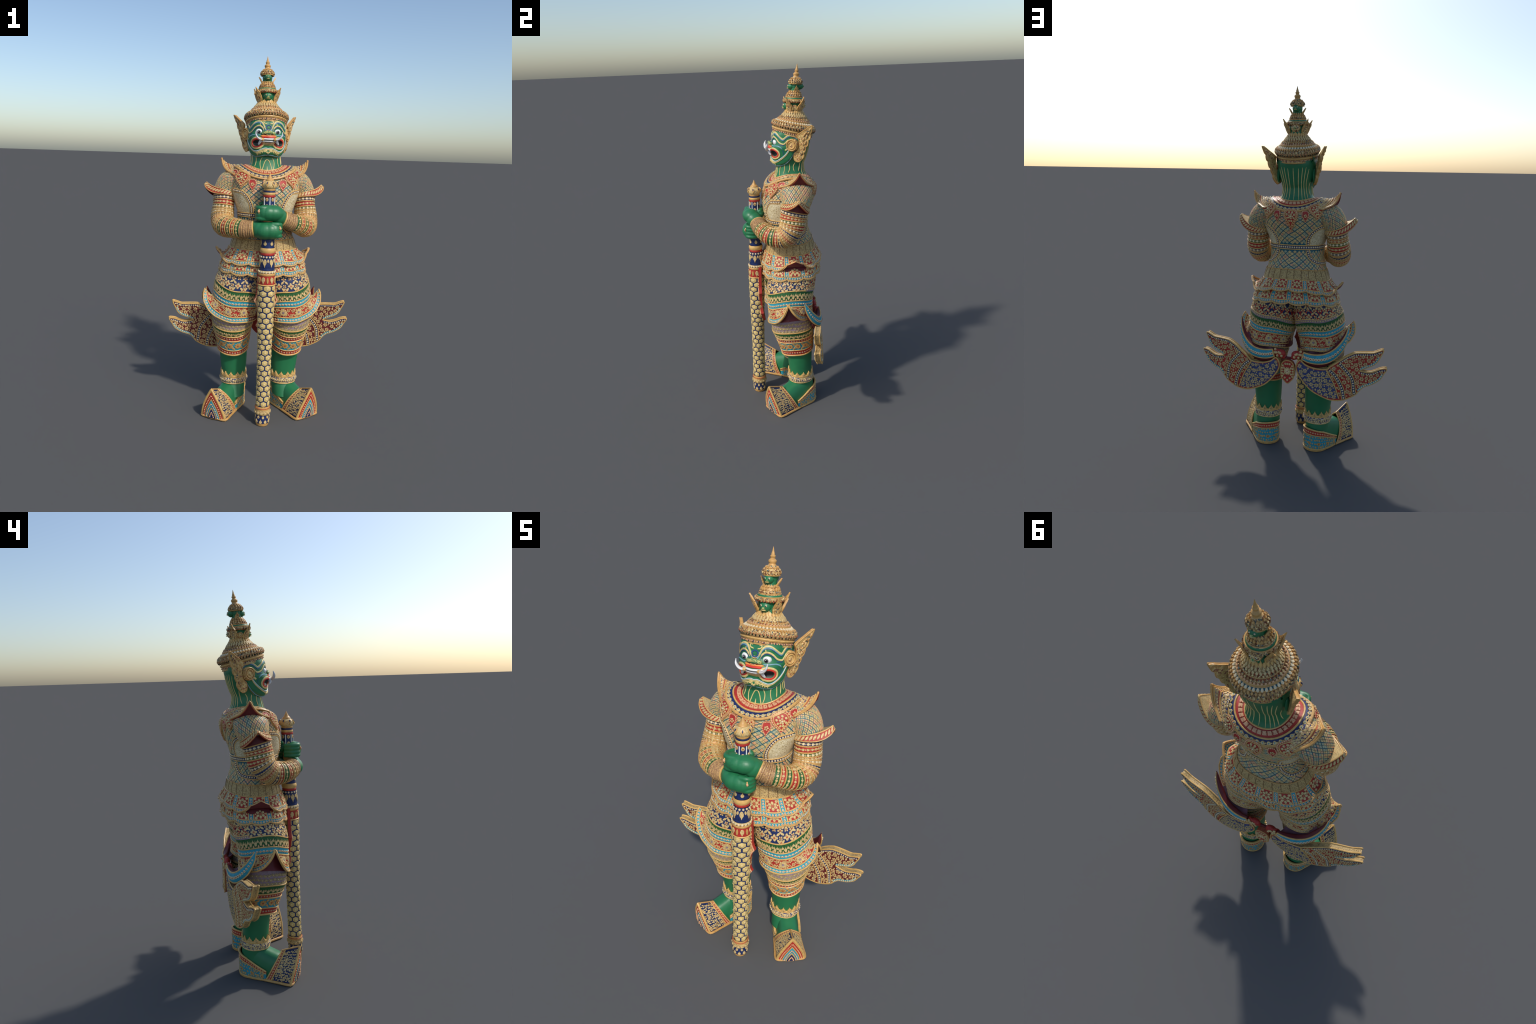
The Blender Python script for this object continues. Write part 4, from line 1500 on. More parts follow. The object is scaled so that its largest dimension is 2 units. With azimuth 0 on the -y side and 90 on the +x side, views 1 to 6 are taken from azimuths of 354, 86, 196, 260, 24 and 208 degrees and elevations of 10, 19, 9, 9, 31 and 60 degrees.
row(b, S, .45, DROP, .034, (.012, .014), .0045, 'gold_bright', rot=PI)
row(b, S, .5, DROP, .034, (.0035, .007), .0062, 'navy', rot=PI)
S = lathe([(1.338, .018), (1.342, .0222), (1.346, .0205), (1.352, .0145), (1.362, .0085), (1.372, .0040), (1.380, .0006)], 30)
b.grid(S.P, True, 'gold')
b.build('club_ring', club)

# hanging front sash behind the club
b = B()
half = [(.020, .500), (.033, .530), (.040, .548), (.050, .560), (.043, .574), (.038, .60), (.041, .640), (.048, .668), (.056, .685), (.066, .700), (.058, .716), (.052, .738), (.050, .79), (.048, .86)]
o = half + [(-x, z) for x, z in half[::-1]]


def sash_map(x, z):
    y = -.141 - .003 * np.sin((z - .5) * 9) + .12 * np.clip(.60 - z, 0, 1)
    p = np.stack([x + .003, y, z], -1)
    return p, np.broadcast_to(np.array([0, -1.0, 0]), p.shape)


b.plate(o, sash_map, .016, 'red', 'lining_red', 'red', step=.03)
o2 = [(x * .8, .515 + (z - .515) * .98) for x, z in o]
b.plate(o2, sash_map, .021, 'cream', 'lining_red', 'gold', step=.03)
o3 = [(x * .62, .52 + (z - .52) * .96) for x, z in o]
b.plate(o3, sash_map, .025, 'red', 'lining_red', 'red', step=.03)
for x, z in catmull(half, 3)[2:-2]:
    for q in (-1, 1):
        p, n = sash_map(np.array([q * x * .9]), np.array([z]))
        b.ball(p[0] + n[0] * .010, .0048, 'blush_cream', 8, 5)
b.build('front_sash', root)


# ================================================================== neck and back of the head
neck_rows = [(.096, -.032, .160, 1.382, 1.402, 1.392), (.090, -.027, .151, 1.398, 1.414, 1.408), (.083, -.019, .140, 1.428, 1.434, 1.434), (.080, -.013, .138, 1.460, 1.462, 1.466),
             (.083, -.004, .147, 1.490, 1.490, 1.490), (.091, .004, .159, 1.525, 1.525, 1.525), (.098, .004, .170, 1.565, 1.565, 1.565), (.102, -.004, .176, 1.598, 1.600, 1.594),
             (.099, -.004, .174, 1.635, 1.635, 1.620), (.092, -.004, .166, 1.665, 1.66, 1.64)]
SN = loft(neck_rows, 80, lambda p, th: ring6(p, th, 2.5))
b = B()
b.grid(SN.P, True, 'skin_green')
neck = b.build('neck', root)
nzr = hermite_rows(neck_rows, 80)


def nv_(z):
    return np.interp(z, nzr[:, 4], np.linspace(0, 1, 80))


b = B()
for i, (deg, z0, z1, dx) in enumerate([(180, 1.575, 1.412, 0), (167, 1.572, 1.412, 1), (193, 1.572, 1.412, -1), (154, 1.578, 1.412, 3), (206, 1.578, 1.412, -3), (141, 1.58, 1.412, 6), (219, 1.58, 1.412, -6),
                                      (128, 1.57, 1.412, 8), (232, 1.57, 1.412, -8), (112, 1.50, 1.43, 8), (248, 1.50, 1.43, -8), (98, 1.48, 1.43, -4), (262, 1.48, 1.43, 4),
                                      (80, 1.475, 1.425, 5), (280, 1.475, 1.425, -5), (62, 1.47, 1.42, 3), (298, 1.47, 1.42, -3), (44, 1.465, 1.415, -4), (316, 1.465, 1.415, 4),
                                      (12, 1.46, 1.405, 10), (348, 1.46, 1.405, -10)]):
    t = np.linspace(0, 1, 14)
    u = (deg + dx * np.sin(t * PI * .9 + .2) * (1 if deg != 180 else 0)) / 360
    b.piping(SN, np.stack([u, nv_(z0 + (z1 - z0) * t)], -1), .0021 * np.clip(np.sin(PI * np.linspace(.06, .94, 14)) * 2, .3, 1), 'face_cream', lift=.35)
arch = catmull([(-13, 1.405), (-8, 1.43), (-3, 1.446), (0, 1.449), (3, 1.446), (8, 1.43), (13, 1.405)], 6)
b.piping(SN, np.stack([arch[:, 0] / 360, nv_(arch[:, 1])], -1), .0022, 'face_cream', lift=.35)
b.piping(SN, [(0, nv_(1.404)), (0, nv_(1.412)), (0, nv_(1.422))], [.0035, .003, .001], 'face_cream', lift=.3)
b.build('neck_line', neck)

# ================================================================== face
TMAX = 118.0
HC = .09


def g(x, c, w):
    return np.exp(-((x - c) / w) ** 2)


def face_P(deg, z):
    """point of the face at angle (deg from front) and height"""
    a = np.abs(deg)
    zb = jaw_z(deg)
    D = .09 - np.interp(z, [1.455, 1.47, 1.50, 1.54, 1.58, 1.61, 1.64, 1.68], [-.037, -.041, -.046, -.047, -.043, -.039, -.030, -.016])
    A = np.interp(z, [1.455, 1.47, 1.50, 1.55, 1.60, 1.65, 1.68], [.088, .094, .101, .1055, .106, .102, .098])
    n = 2.5
    t = np.radians(deg)
    R = (np.abs(np.sin(t) / A) ** n + np.abs(np.cos(t) / D) ** n) ** (-1 / n)
    R = R + .019 * g(deg, 0, 19) * g(z, 1.550, .017) + .016 * g(deg, 0, 12) * g(z, 1.582, .010) + .008 * g(a, 28, 13) * g(z, 1.535, .026)
    R = R + .005 * g(deg, 0, 30) * g(z, 1.483, .012) + .004 * g(a, 48, 16) * g(z, 1.565, .014) + .004 * g(a, 26, 22) * g(z, 1.632, .012)
    R = R - .006 * g(a, 22, 11) * g(z, 1.594, .014)
    R = R - .018 * g(a, 25, 9) * g(z, 1.534, .014)
    f = np.clip((z - zb) / .017, 0, 1)
    R = R * (.70 + .30 * np.sqrt(1 - (1 - f) ** 2))
    return np.stack([R * np.sin(t), HC - R * np.cos(t), z], -1)


def jaw_z(deg):
    return np.interp(np.abs(deg), [0, 8, 20, 35, 50, 60, 72, 82, 95, 118], [1.464, 1.462, 1.457, 1.456, 1.466, 1.477, 1.500, 1.535, 1.570, 1.60])


dg_ = np.linspace(-TMAX, TMAX, 281)
vf = np.linspace(0, 1, 180)
Pf = np.stack([face_P(dg_, jaw_z(dg_) + (1.672 - jaw_z(dg_)) * q) for q in vf], 1)
SF = Surf(Pf, False, False)
b = B()
b.grid(Pf, False, 'skin_green')
chin = Pf[:, 0]
b.add(np.vstack([chin, [[0, .06, 1.47]]]), None, np.stack([np.arange(1, 281), np.arange(280), np.full(280, 281)], -1), 'skin_green')
head = b.build('head', root)


def fuv(p):
    p = np.asarray(p, float)
    return np.stack([(p[:, 0] + TMAX) / (2 * TMAX), (p[:, 1] - jaw_z(p[:, 0])) / (1.672 - jaw_z(p[:, 0]))], -1)


def fline(b, pts, w, m, lift=.2, flat=.7, taper=True, sides=(1, -1), n=8, dz=0.0, closed=False):
    c = catmull(pts, n, closed)
    c[:, 1] += dz
    r = np.full(len(c), w)
    if taper and not closed:
        r *= np.clip(np.minimum(np.arange(len(c)), np.arange(len(c))[::-1]) / (len(c) * .14) + .3, 0, 1)
    for s in sides:
        q = c.copy()
        q[:, 0] *= s
        b.piping(SF, fuv(q), r, m, lift=lift, flat=flat, closed=closed, k=8)


b = B()
BROW = [(5, 1.598), (9, 1.612), (12.5, 1.629), (17, 1.641), (24, 1.646), (32, 1.642), (40, 1.629), (48, 1.615), (53, 1.612), (59, 1.622), (66, 1.631), (75, 1.633), (84, 1.626), (92, 1.612)]
fline(b, BROW, .0042, 'face_cream')
fline(b, BROW, .0028, 'face_blue', dz=-.0055)
fline(b, BROW[1:], .0018, 'face_navy', dz=-.0092, lift=.1)
LID = [(11, 1.596), (14, 1.611), (20, 1.621), (27, 1.620), (34, 1.610), (41, 1.594), (48, 1.586), (54, 1.584), (59, 1.592), (65, 1.603), (72, 1.609)]
fline(b, LID, .0040, 'face_cream', dz=.001)
fline(b, LID[:6], .0022, 'face_navy', dz=-.0055, lift=.4)
fline(b, [(40, 1.583), (48, 1.579), (55, 1.577)], .0022, 'face_navy')
fline(b, [(20, 1.634), (20.5, 1.626), (21, 1.621)], .0022, 'face_cream', taper=False)
# under-eye and cheek
fline(b, [(16, 1.575), (24, 1.573), (32, 1.574), (40, 1.573), (47, 1.566), (51, 1.556)], .0030, 'face_blue')
fline(b, [(50, 1.553), (53, 1.540), (51, 1.528)], .0016, 'face_navy')
fline(b, [(57, 1.551), (61, 1.556), (65, 1.560)], .0050, 'face_cream', flat=.4)
# chin stripe and jaw line
CH = [(0, 1.504), (5, 1.507), (10, 1.505), (17, 1.498), (25, 1.4905), (33, 1.492), (42, 1.503), (50, 1.515), (58, 1.530), (64, 1.545), (68, 1.558)]
fline(b, CH, .0030, 'face_blue', taper=False)
fline(b, CH, .0013, 'white', dz=.0005, lift=2.0, taper=False)
fline(b, CH, .0030, 'face_cream', dz=-.0058, taper=False)
fline(b, CH[1:], .0014, 'black', dz=-.0028, lift=.3)
JW = [(0, 1.469), (4, 1.471), (10, 1.470), (20, 1.465), (33, 1.463), (46, 1.469), (58, 1.482), (70, 1.504), (78, 1.528), (84, 1.548)]
fline(b, JW, .0030, 'face_blue', taper=False)
fline(b, JW, .0012, 'gold', dz=-.0036, lift=.1, taper=False)
# moustache scrolls
fline(b, [(1.5, 1.494), (5, 1.4965), (8, 1.494), (11, 1.490), (15, 1.4875), (19, 1.483), (24, 1.479), (30, 1.480)], .0027, 'face_cream', flat=.9)
fline(b, [(2, 1.490), (4, 1.493), (7, 1.491), (6, 1.487), (4, 1.488)], .0019, 'face_cream')
for x, z in ((4.5, 1.492), (8, 1.489), (12, 1.485), (16, 1.481), (20, 1.478)):
    for s in (1, -1):
        b.place(SF, fuv([(s * x, z - .001)]), LEAF, (.0044, .0020), -s * 1.0, .0035, 'face_cream')
fline(b, [(24, 1.478), (25, 1.472), (26, 1.468)], .0022, 'face_cream')
b.place(SF, fuv([(0, 1.482), (-2.5, 1.485), (2.5, 1.485)]), BEAD, .004, 0, .004, 'face_cream')
b.place(SF, fuv([(0, 1.476)]), BEAD, .004, 0, .003, 'face_blue')
# lower lip
fline(b, [(-12, 1.5285), (0, 1.5275), (12, 1.5285)], .0024, 'face_cream', sides=(1,), taper=False)
fline(b, [(-12, 1.5235), (0, 1.5222), (12, 1.5235)], .0018, 'gold', sides=(1,), taper=False)
fline(b, [(11, 1.528), (13, 1.519), (16, 1.508), (19, 1.503)], .0024, 'face_cream')
# forehead emblem and curls
em = [(6 * math.cos(a), 1.6135 + .0125 * math.sin(a)) for a in np.arange(10) / 10 * 2 * PI]
fline(b, em, .0030, 'face_navy', sides=(1,), closed=True, n=4)
em2 = [(8.6 * math.cos(a), 1.613 + .0165 * math.sin(a)) for a in np.linspace(rad(-215), rad(35), 12)]
fline(b, em2, .0022, 'face_blue', sides=(1,), n=4)
b.place(SF, fuv([(0, 1.6145)]), BOX, (.0075, .0072), 0, .0022, 'skin_green')
fline(b, [(-6, 1.604), (0, 1.602), (6, 1.604)], .0024, 'face_cream', sides=(1,))
fline(b, [(-5, 1.598), (0, 1.596), (5, 1.598)], .0026, 'gold', sides=(1,))
fline(b, [(4, 1.631), (6, 1.634), (9, 1.635), (12, 1.640), (12, 1.646), (9, 1.648), (8, 1.644)], .0026, 'face_cream')
b.build('face_line', head)

# ---- nose and lips
b = B()
NB = [(-15, 1.581), (-9, 1.584), (0, 1.588), (9, 1.584), (15, 1.581)]
fline(b, NB, .0082, 'nose_mottle', sides=(1,), lift=.2, flat=.9, taper=True)
fline(b, [(-13, 1.5745), (-7, 1.576), (0, 1.5735), (7, 1.576), (13, 1.5745)], .0030, 'nostril', sides=(1,), lift=.1)
fline(b, [(-5, 1.577), (0, 1.5745), (5, 1.577)], .0022, 'blush_cream', sides=(1,), lift=1.2)
b.build('nose', head)
b = B()
fline(b, [(-18, 1.569), (-9, 1.5685), (0, 1.5680), (9, 1.5685), (18, 1.569)], .0052, 'lip_orange', sides=(1,), lift=.3, flat=.8)
fline(b, [(-15, 1.5615), (-8, 1.562), (0, 1.5615), (8, 1.562), (15, 1.5615)], .0055, 'lip_red', sides=(1,), lift=.45, flat=.9)
fline(b, [(-14, 1.5345), (0, 1.5335), (14, 1.5345)], .0035, 'blush_cream', sides=(1,), lift=.6, taper=False)
for s in (1, -1):
    # mouth corner: cream roll, red roll, dark hollow
    ell = lambda ra, rz: [(26.0 + ra * math.cos(a), 1.533 + rz * math.sin(a) - .10 * rz * math.cos(a)) for a in np.arange(14) / 14 * 2 * PI]
    fline(b, ell(16.5, .0280), .0046, 'face_cream', sides=(s,), closed=True, n=4, lift=.15)
    fline(b, ell(12.6, .0208), .0044, 'lip_red', sides=(s,), closed=True, n=4, lift=.1)
    b.place(SF, fuv([(s * 26, 1.534)]), circ(20), (.0235, .0170), 0, .0012, 'black')
b.build('lip', head)
b = B()
fline(b, [(-18, 1.5515), (-9, 1.5525), (0, 1.552), (9, 1.5525), (18, 1.5515)], .0043, 'white', sides=(1,), lift=.9, taper=False)
fline(b, [(-17, 1.5425), (0, 1.5425), (17, 1.5425)], .0036, 'ivory', sides=(1,), lift=.9, taper=False)
fline(b, [(-17, 1.5470), (0, 1.5470), (17, 1.5470)], .0014, 'grey', sides=(1,), lift=2.4, taper=False)
b.build('teeth', head)
for s in (1, -1):
    b = B()
    pts = np.array([(.030, -.066, 1.551), (.046, -.070, 1.5515), (.060, -.073, 1.560), (.069, -.073, 1.574), (.071, -.068, 1.591)]) * [s, 1, 1]
    b.tube(pts, [.0066, .0080, .0080, .0064, .0014], 'ivory', 10, ref=(0, 1, .2), ry=[.0052, .0056, .0052, .0042, .0012])
    b.tube(np.array([(.028, -.066, 1.551), (.034, -.068, 1.551), (.038, -.0685, 1.551)]) * [s, 1, 1], [.0072, .0076, .0076], 'gold_bright', 10, ref=(0, 1, .2))
    b.tube(np.array([(.040, -.058, 1.547), (.046, -.057, 1.537), (.052, -.050, 1.525)]) * [s, 1, 1], [.0072, .0070, .0045], 'ivory', 8, ref=(0, 1, .2))
    b.build('tusk', head)
    # ---- eye
    p, n = SF.ev(*fuv([(s * 23, 1.593)]).T)
    c = p[0] - n[0] * .007
    b = B()
    b.ball(c, (.0205, .0180, .0170), 'white', 28, 18)
    ey = b.build('eye', head)
    b = B()
    look = np.array([-.10 * s + n[0][0] * .75, n[0][1], -.08])
    look /= np.linalg.norm(look)
    e1 = np.cross(look, [0, 0, 1.0])
    e1 /= np.linalg.norm(e1)
    e2 = np.cross(e1, look)
    for ra, dd, m in ((.0096, .0183, 'grey'), (.0078, .0189, 'black')):
        th = np.linspace(0, 2 * PI, 24, endpoint=False)
        ring = c + look * (dd - .0022) + ra * (np.cos(th)[:, None] * e1 + np.sin(th)[:, None] * e2)
        ring2 = c + look * dd + ra * .7 * (np.cos(th)[:, None] * e1 + np.sin(th)[:, None] * e2)
        back = c + look * (dd - .006) + ra * .98 * (np.cos(th)[:, None] * e1 + np.sin(th)[:, None] * e2)
        b.grid(np.stack([back, ring, ring2], 1), True, m, cap1=True)
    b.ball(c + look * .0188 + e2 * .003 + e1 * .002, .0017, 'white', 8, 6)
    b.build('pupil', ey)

# ================================================================== ears
for s in (1, -1):
    def ear_map(r, a):
        """disc on the side of the head"""
        y = HC - .018 + r * np.cos(a)
        z = 1.580 + r * np.sin(a)
        return y, z
    th = np.linspace(0, 2 * PI, 48, endpoint=False)
    prof = [(.034, .088), (.0345, .113), (.032, .1185), (.028, .1180), (.025, .1150), (.023, .1150), (.021, .1185), (.017, .1190), (.012, .1165), (.008, .1190), (.0005, .1200)]
    ct, sn_ = math.cos(rad(30)), math.sin(rad(30))
    P = np.stack([np.stack([s * (.099 + (x - .098) * ct + r * np.cos(th) * sn_), HC - .021 - (x - .098) * sn_ + r * np.cos(th) * ct, 1.5795 + r * np.sin(th)], -1) for r, x in prof], 1)
    b = B()
    b.grid(P, True, 'fin_mosaic', flip=s < 0)
    ear = b.build('ear', root)
    b = B()
    SE2 = Surf(P, True, s < 0)
    b.hoop(SE2, .28, .003, 'gold', n=48)
    b.hoop(SE2, .65, .0026, 'gold_bright', n=48)
    b.build('ear_scroll', ear)

    # flame-shaped ear fin
    def fin_map(y, z):
        x = .112 + .45 * (y - .085) + .14 * (z - 1.60) + .20 * np.clip(z - 1.64, 0, 1)
        p = np.stack([s * x, y, z], -1)
        n = np.array([s * 1.0, -.45, -.14])
        n = np.broadcast_to(n / np.linalg.norm(n), p.shape)
        return p, n
    half_f = [(.167, 1.686), (.1675, 1.667), (.165, 1.650), (.159, 1.642), (.161, 1.630), (.158, 1.614), (.150, 1.607), (.150, 1.594), (.146, 1.578), (.138, 1.570), (.137, 1.556), (.131, 1.543), (.127, 1.536),
              (.128, 1.521), (.122, 1.508), (.111, 1.495), (.098, 1.487), (.083, 1.492), (.076, 1.504), (.078, 1.535), (.090, 1.546), (.102, 1.570), (.103, 1.600), (.095, 1.622), (.092, 1.632), (.113, 1.650), (.135, 1.665), (.153, 1.679)]
    o = half_f if s > 0 else half_f
    b = B()
    oo = catmull(o, 2, True)
    b.plate([tuple(q) for q in oo], fin_map, .013, 'fin_mosaic', 'fin_mosaic', 'gold', step=.012)
    cen = [(.116 + .4 * (z - 1.5) * .55, z) for z in np.arange(1.51, 1.66, .024)]
    # layered leaf lobes on the fin
    Yg, Zg = np.meshgrid(np.linspace(.06, .19, 20), np.linspace(1.48, 1.70, 24), indexing='ij')
    pg, ng = fin_map(Yg, Zg)
    SFi = Surf(pg + ng * .0065, False, (s < 0))
    if (SFi.N[5, 5] * ng[5, 5]).sum() < 0:
        SFi = Surf(SFi.P, False, not SFi.flip)
    uvf = lambda y, z: ((y - .06) / .13, (z - 1.48) / .22)
    for y, z, r, a in ((.107, 1.512, .017, 2.0), (.118, 1.538, .014, 1.5), (.112, 1.53, .011, 1.8), (.128, 1.565, .014, 1.3), (.124, 1.583, .012, 1.5), (.136, 1.595, .014, 1.2), (.126, 1.612, .014, 1.2),
                       (.142, 1.625, .014, 1.1), (.130, 1.635, .014, .9), (.150, 1.645, .014, 1.0), (.156, 1.662, .013, 1.0), (.142, 1.650, .013, .9)):
        b.place(SFi, [uvf(y, z)], LEAF, (r, r * .55), a, .0045, 'crown_mosaic', prof=[(1, None), (.8, .7), (.5, 1)])
        b.place(SFi, [uvf(y, z)], LEAF, (r * .5, r * .22), a, .0062, 'gold')
    edge = catmull(o, 4, True)
    p, n = fin_map(edge[:, 0], edge[:, 1])
    b.cord(p + n * .005, n.copy(), .0026, 'gold', closed=True)
    b.build('ear_fin', root)
    b = B()
    # green lobe bridging fin and jaw behind the ear
    b.ball((s * .098, .100, 1.535), (.009, .018, .040), 'skin_green', 16, 12)
    b.build('ear_lobe', ear)

# ================================================================== crown
CR = [(.077, 1.621, .098, -.26), (.077, 1.626, .1065, -.26), (.078, 1.640, .1075, -.25), (.080, 1.646, .1100, -.25), (.081, 1.652, .1080, -.25), (.083, 1.656, .1090, -.24), (.0855, 1.662, .1140, -.24),
      (.0865, 1.672, .1155, -.23), (.0870, 1.682, .1100, -.22), (.0878, 1.688, .1020, -.21), (.0885, 1.691, .0980, -.20), (.0890, 1.698, .0910, -.19), (.0893, 1.702, .0860, -.18), (.0896, 1.708, .0800, -.17), (.0900, 1.713, .0750, -.15),
      (.0903, 1.717, .0705, -.14), (.0906, 1.726, .0650, -.12), (.0908, 1.732, .0600, -.11), (.0910, 1.738, .0555, -.10), (.0912, 1.747, .0500, -.08), (.0912, 1.756, .0465, -.07), (.0912, 1.760, .0440, -.06)]


def crown_surf(rows, nv):
    R = hermite_rows(rows, nv)
    P = []
    for yc, z, r, t in R:
        y = yc - r * np.cos(TH)
        P.append(np.stack([r * np.sin(TH), y, z + t * (y - yc)], -1))
    return Surf(np.stack(P, 1), True, False)


SCr = crown_surf(CR, 130)
kc = 1.0 / (len(CR) - 1)


def crown_mat(v):
    q = v / kc
    if q < 2.6 or 4.2 < q < 8.6:
        return 'crown_mosaic'
    if q < 4.2:
        return 'gold'
    if q < 10.6:
        return 'teal'
    if q < 12.5:
        return 'gold'
    if q < 16.3:
        return 'rust' if int(q) % 2 else 'crown_mosaic'
    return 'crown_mosaic'


b = B()
b.grid(SCr.P, True, rowmat=crown_mat)
crown = b.build('crown', root)
b = B()
for q, r, m in ((.7, .003, 'gold'), (2.4, .0028, 'gold'), (3.1, .0042, 'gold_bright'), (8.9, .0035, 'gold'), (11.6, .004, 'gold'), (14.4, .003, 'gold')):
    b.hoop(SCr, q * kc, r, m, n=120)
row(b, SCr, 1.6 * kc, BEAD, .0115, .0040, .0035, 'blush_cream')
row(b, SCr, 1.6 * kc, DOT, .023, .0024, .0052, 'navy')
row(b, SCr, 5.5 * kc, DROP, .0155, (.0062, .0085), .0065, 'crown_mosaic', rot=PI)
row(b, SCr, 6.6 * kc, BEAD, .0145, (.0062, .0060), .0075, 'cream')
row(b, SCr, 6.6 * kc, DOT, .0145, .0032, .0092, 'rust')
row(b, SCr, 7.4 * kc, DROP, .0155, (.0070, .0095), .0085, 'crown_mosaic', shift=.5)
row(b, SCr, 8.2 * kc, LEAF, .0135, (.006, .0045), .0075, 'gold', rot=PI / 2)
row(b, SCr, 5.9 * kc, DOT, .0155, .0028, .0075, 'black', shift=.5)
row(b, SCr, 9.7 * kc, BEAD, .0145, (.0056, .0060), .0055, 'pale_cream')
row(b, SCr, 12.2 * kc, BEAD, .0125, (.0048, .0046), .0065, 'blush_cream')
row(b, SCr, 13.4 * kc, DROP, .0125, (.0054, .0072), .0075, 'crown_mosaic')
row(b, SCr, 15.2 * kc, BEAD, .0120, (.0052, .0050), .0065, 'crown_mosaic')
row(b, SCr, 16.4 * kc, DROP, .0130, (.0058, .0080), .0065, 'cream')
row(b, SCr, 17.8 * kc, DROP, .0125, (.0056, .0110), .0055, 'cream')
row(b, SCr, 19.2 * kc, LEAF, .0125, (.0130, .0050), .0045, 'gold_bright', rot=PI / 2, shift=.5)
b.build('crown_bead', crown, kind='stuff')


def spire(rows, nv, m, name='spire_tier', rm=None):
    S = crown_surf([r + (t,) for r, t in rows] if isinstance(rows[0][0], tuple) else [r + (-.07,) for r in rows], nv)
    bb = B()
    bb.grid(S.P, True, m, rowmat=rm)
    return S, bb


# lower tier of small heads
S, b = spire([(.0912, 1.744, .0500), (.0912, 1.758, .0465), (.0914, 1.775, .0440), (.0916, 1.792, .0450), (.0916, 1.800, .0480)], 24, 'skin_green')
b.build('spire_neck', crown)
b = B()
for u in np.arange(16) / 16:
    b.place(S, [(u, .16)], DROP, (.0085, .016), 0, .003, 'gold_bright')
b.build('spire_leaf', crown, kind='stuff')
S, b = spire([(.0916, 1.797, .045), (.0916, 1.800, .0540), (.0916, 1.806, .0575), (.0917, 1.812, .0565), (.0918, 1.815, .0530), (.0919, 1.817, .0510), (.0920, 1.822, .0495), (.0925, 1.826, .0460), (.0928, 1.830, .0420),
              (.0935, 1.836, .0380), (.0945, 1.842, .0360), (.0955, 1.847, .0335), (.0965, 1.853, .0295), (.0975, 1.858, .0265), (.0985, 1.861, .0240)], 70, None,
             rm=lambda v: 'crown_mosaic' if v < .33 else 'skin_green' if v < .47 else 'crown_mosaic')
row(b, S, .16, DROP, .013, (.0058, .0058), .0055, 'crown_mosaic')
row(b, S, .09, DOT, .013, .003, .0052, 'rust', shift=.5)
b.hoop(S, .28, .0026, 'gold', n=64)
row(b, S, .62, DROP, .0115, (.0054, .0068), .006, 'crown_mosaic')
row(b, S, .74, DROP, .0105, (.0048, .0062), .006, 'gold')
row(b, S, .90, DROP, .0100, (.0045, .0080), .005, 'gold')
b.hoop(S, .52, .0022, 'gold', n=64)
b.build('spire_tier', crown)
# upper neck with small faces
S, b = spire([(.0965, 1.852, .0285), (.0985, 1.862, .0250), (.1000, 1.872, .0250), (.1018, 1.882, .0265), (.1030, 1.896, .0270)], 24, 'skin_green')
b.build('spire_neck', crown)
S, b = spire([(.1030, 1.893, .0300), (.1032, 1.896, .0350), (.1034, 1.900, .0345), (.1038, 1.906, .0350), (.1043, 1.912, .0320), (.1050, 1.918, .0270), (.1058, 1.924, .0220), (.1066, 1.930, .0185),
              (.1072, 1.934, .0150), (.1080, 1.938, .0140), (.1086, 1.943, .0165), (.1092, 1.948, .0168), (.1098, 1.953, .0125), (.1104, 1.957, .0088), (.1110, 1.960, .0100), (.1116, 1.965, .0112), (.1120, 1.969, .0078),
              (.1126, 1.973, .0072), (.1134, 1.981, .0046), (.1142, 1.990, .0026), (.1150, 2.000, .0003)], 110, None, rm=lambda v: 'crown_mosaic' if v < .37 else 'gold')
row(b, S, .14, DROP, .0125, (.0056, .0060), .0060, 'crown_mosaic')
row(b, S, .21, DROP, .0120, (.0056, .0064), .0060, 'crown_mosaic', shift=.5)
row(b, S, .29, DROP, .0110, (.0048, .0060), .0055, 'gold')
b.hoop(S, .05, .0024, 'gold', n=64)
b.build('spire_finial', crown)


def little_face(c, r, d, name, tone='skin_green'):
    """small demon face looking along d"""
    b = B()
    d = np.array(tuple(d) + (0,), float)
    e = np.array([-d[1], d[0], 0])
    b.ball(c, r, tone, 18, 12)
    c = np.array(c, float)
    for s in (1, -1):
        b.ball(c + d * r[1] * .86 + e * s * r[0] * .42 + np.array([0, 0, r[2] * .25]), r[0] * .16, 'pale_cream', 8, 6)
        b.ball(c + d * r[1] * .99 + e * s * r[0] * .42 + np.array([0, 0, r[2] * .25]), r[0] * .085, 'black', 6, 5)
    b.ball(c + d * r[1] * .98 + np.array([0, 0, -r[2] * .12]), (r[0] * .30, r[0] * .22, r[0] * .16), 'nose_mottle', 8, 6)
    b.ball(c + d * r[1] * .90 + np.array([0, 0, -r[2] * .42]), (r[0] * .42, r[0] * .30, r[0] * .10), 'face_cream', 8, 6)
    b.build(name, crown)


little_face((0, .056, 1.782), (.026, .026, .025), (0, -1), 'spire_face')
little_face((0, .127, 1.782), (.026, .026, .025), (0, 1), 'spire_face', 'crown_mosaic')
little_face((0, .080, 1.883), (.021, .021, .019), (0, -1), 'spire_face')
little_face((0, .126, 1.883), (.021, .021, .019), (0, 1), 'spire_face')


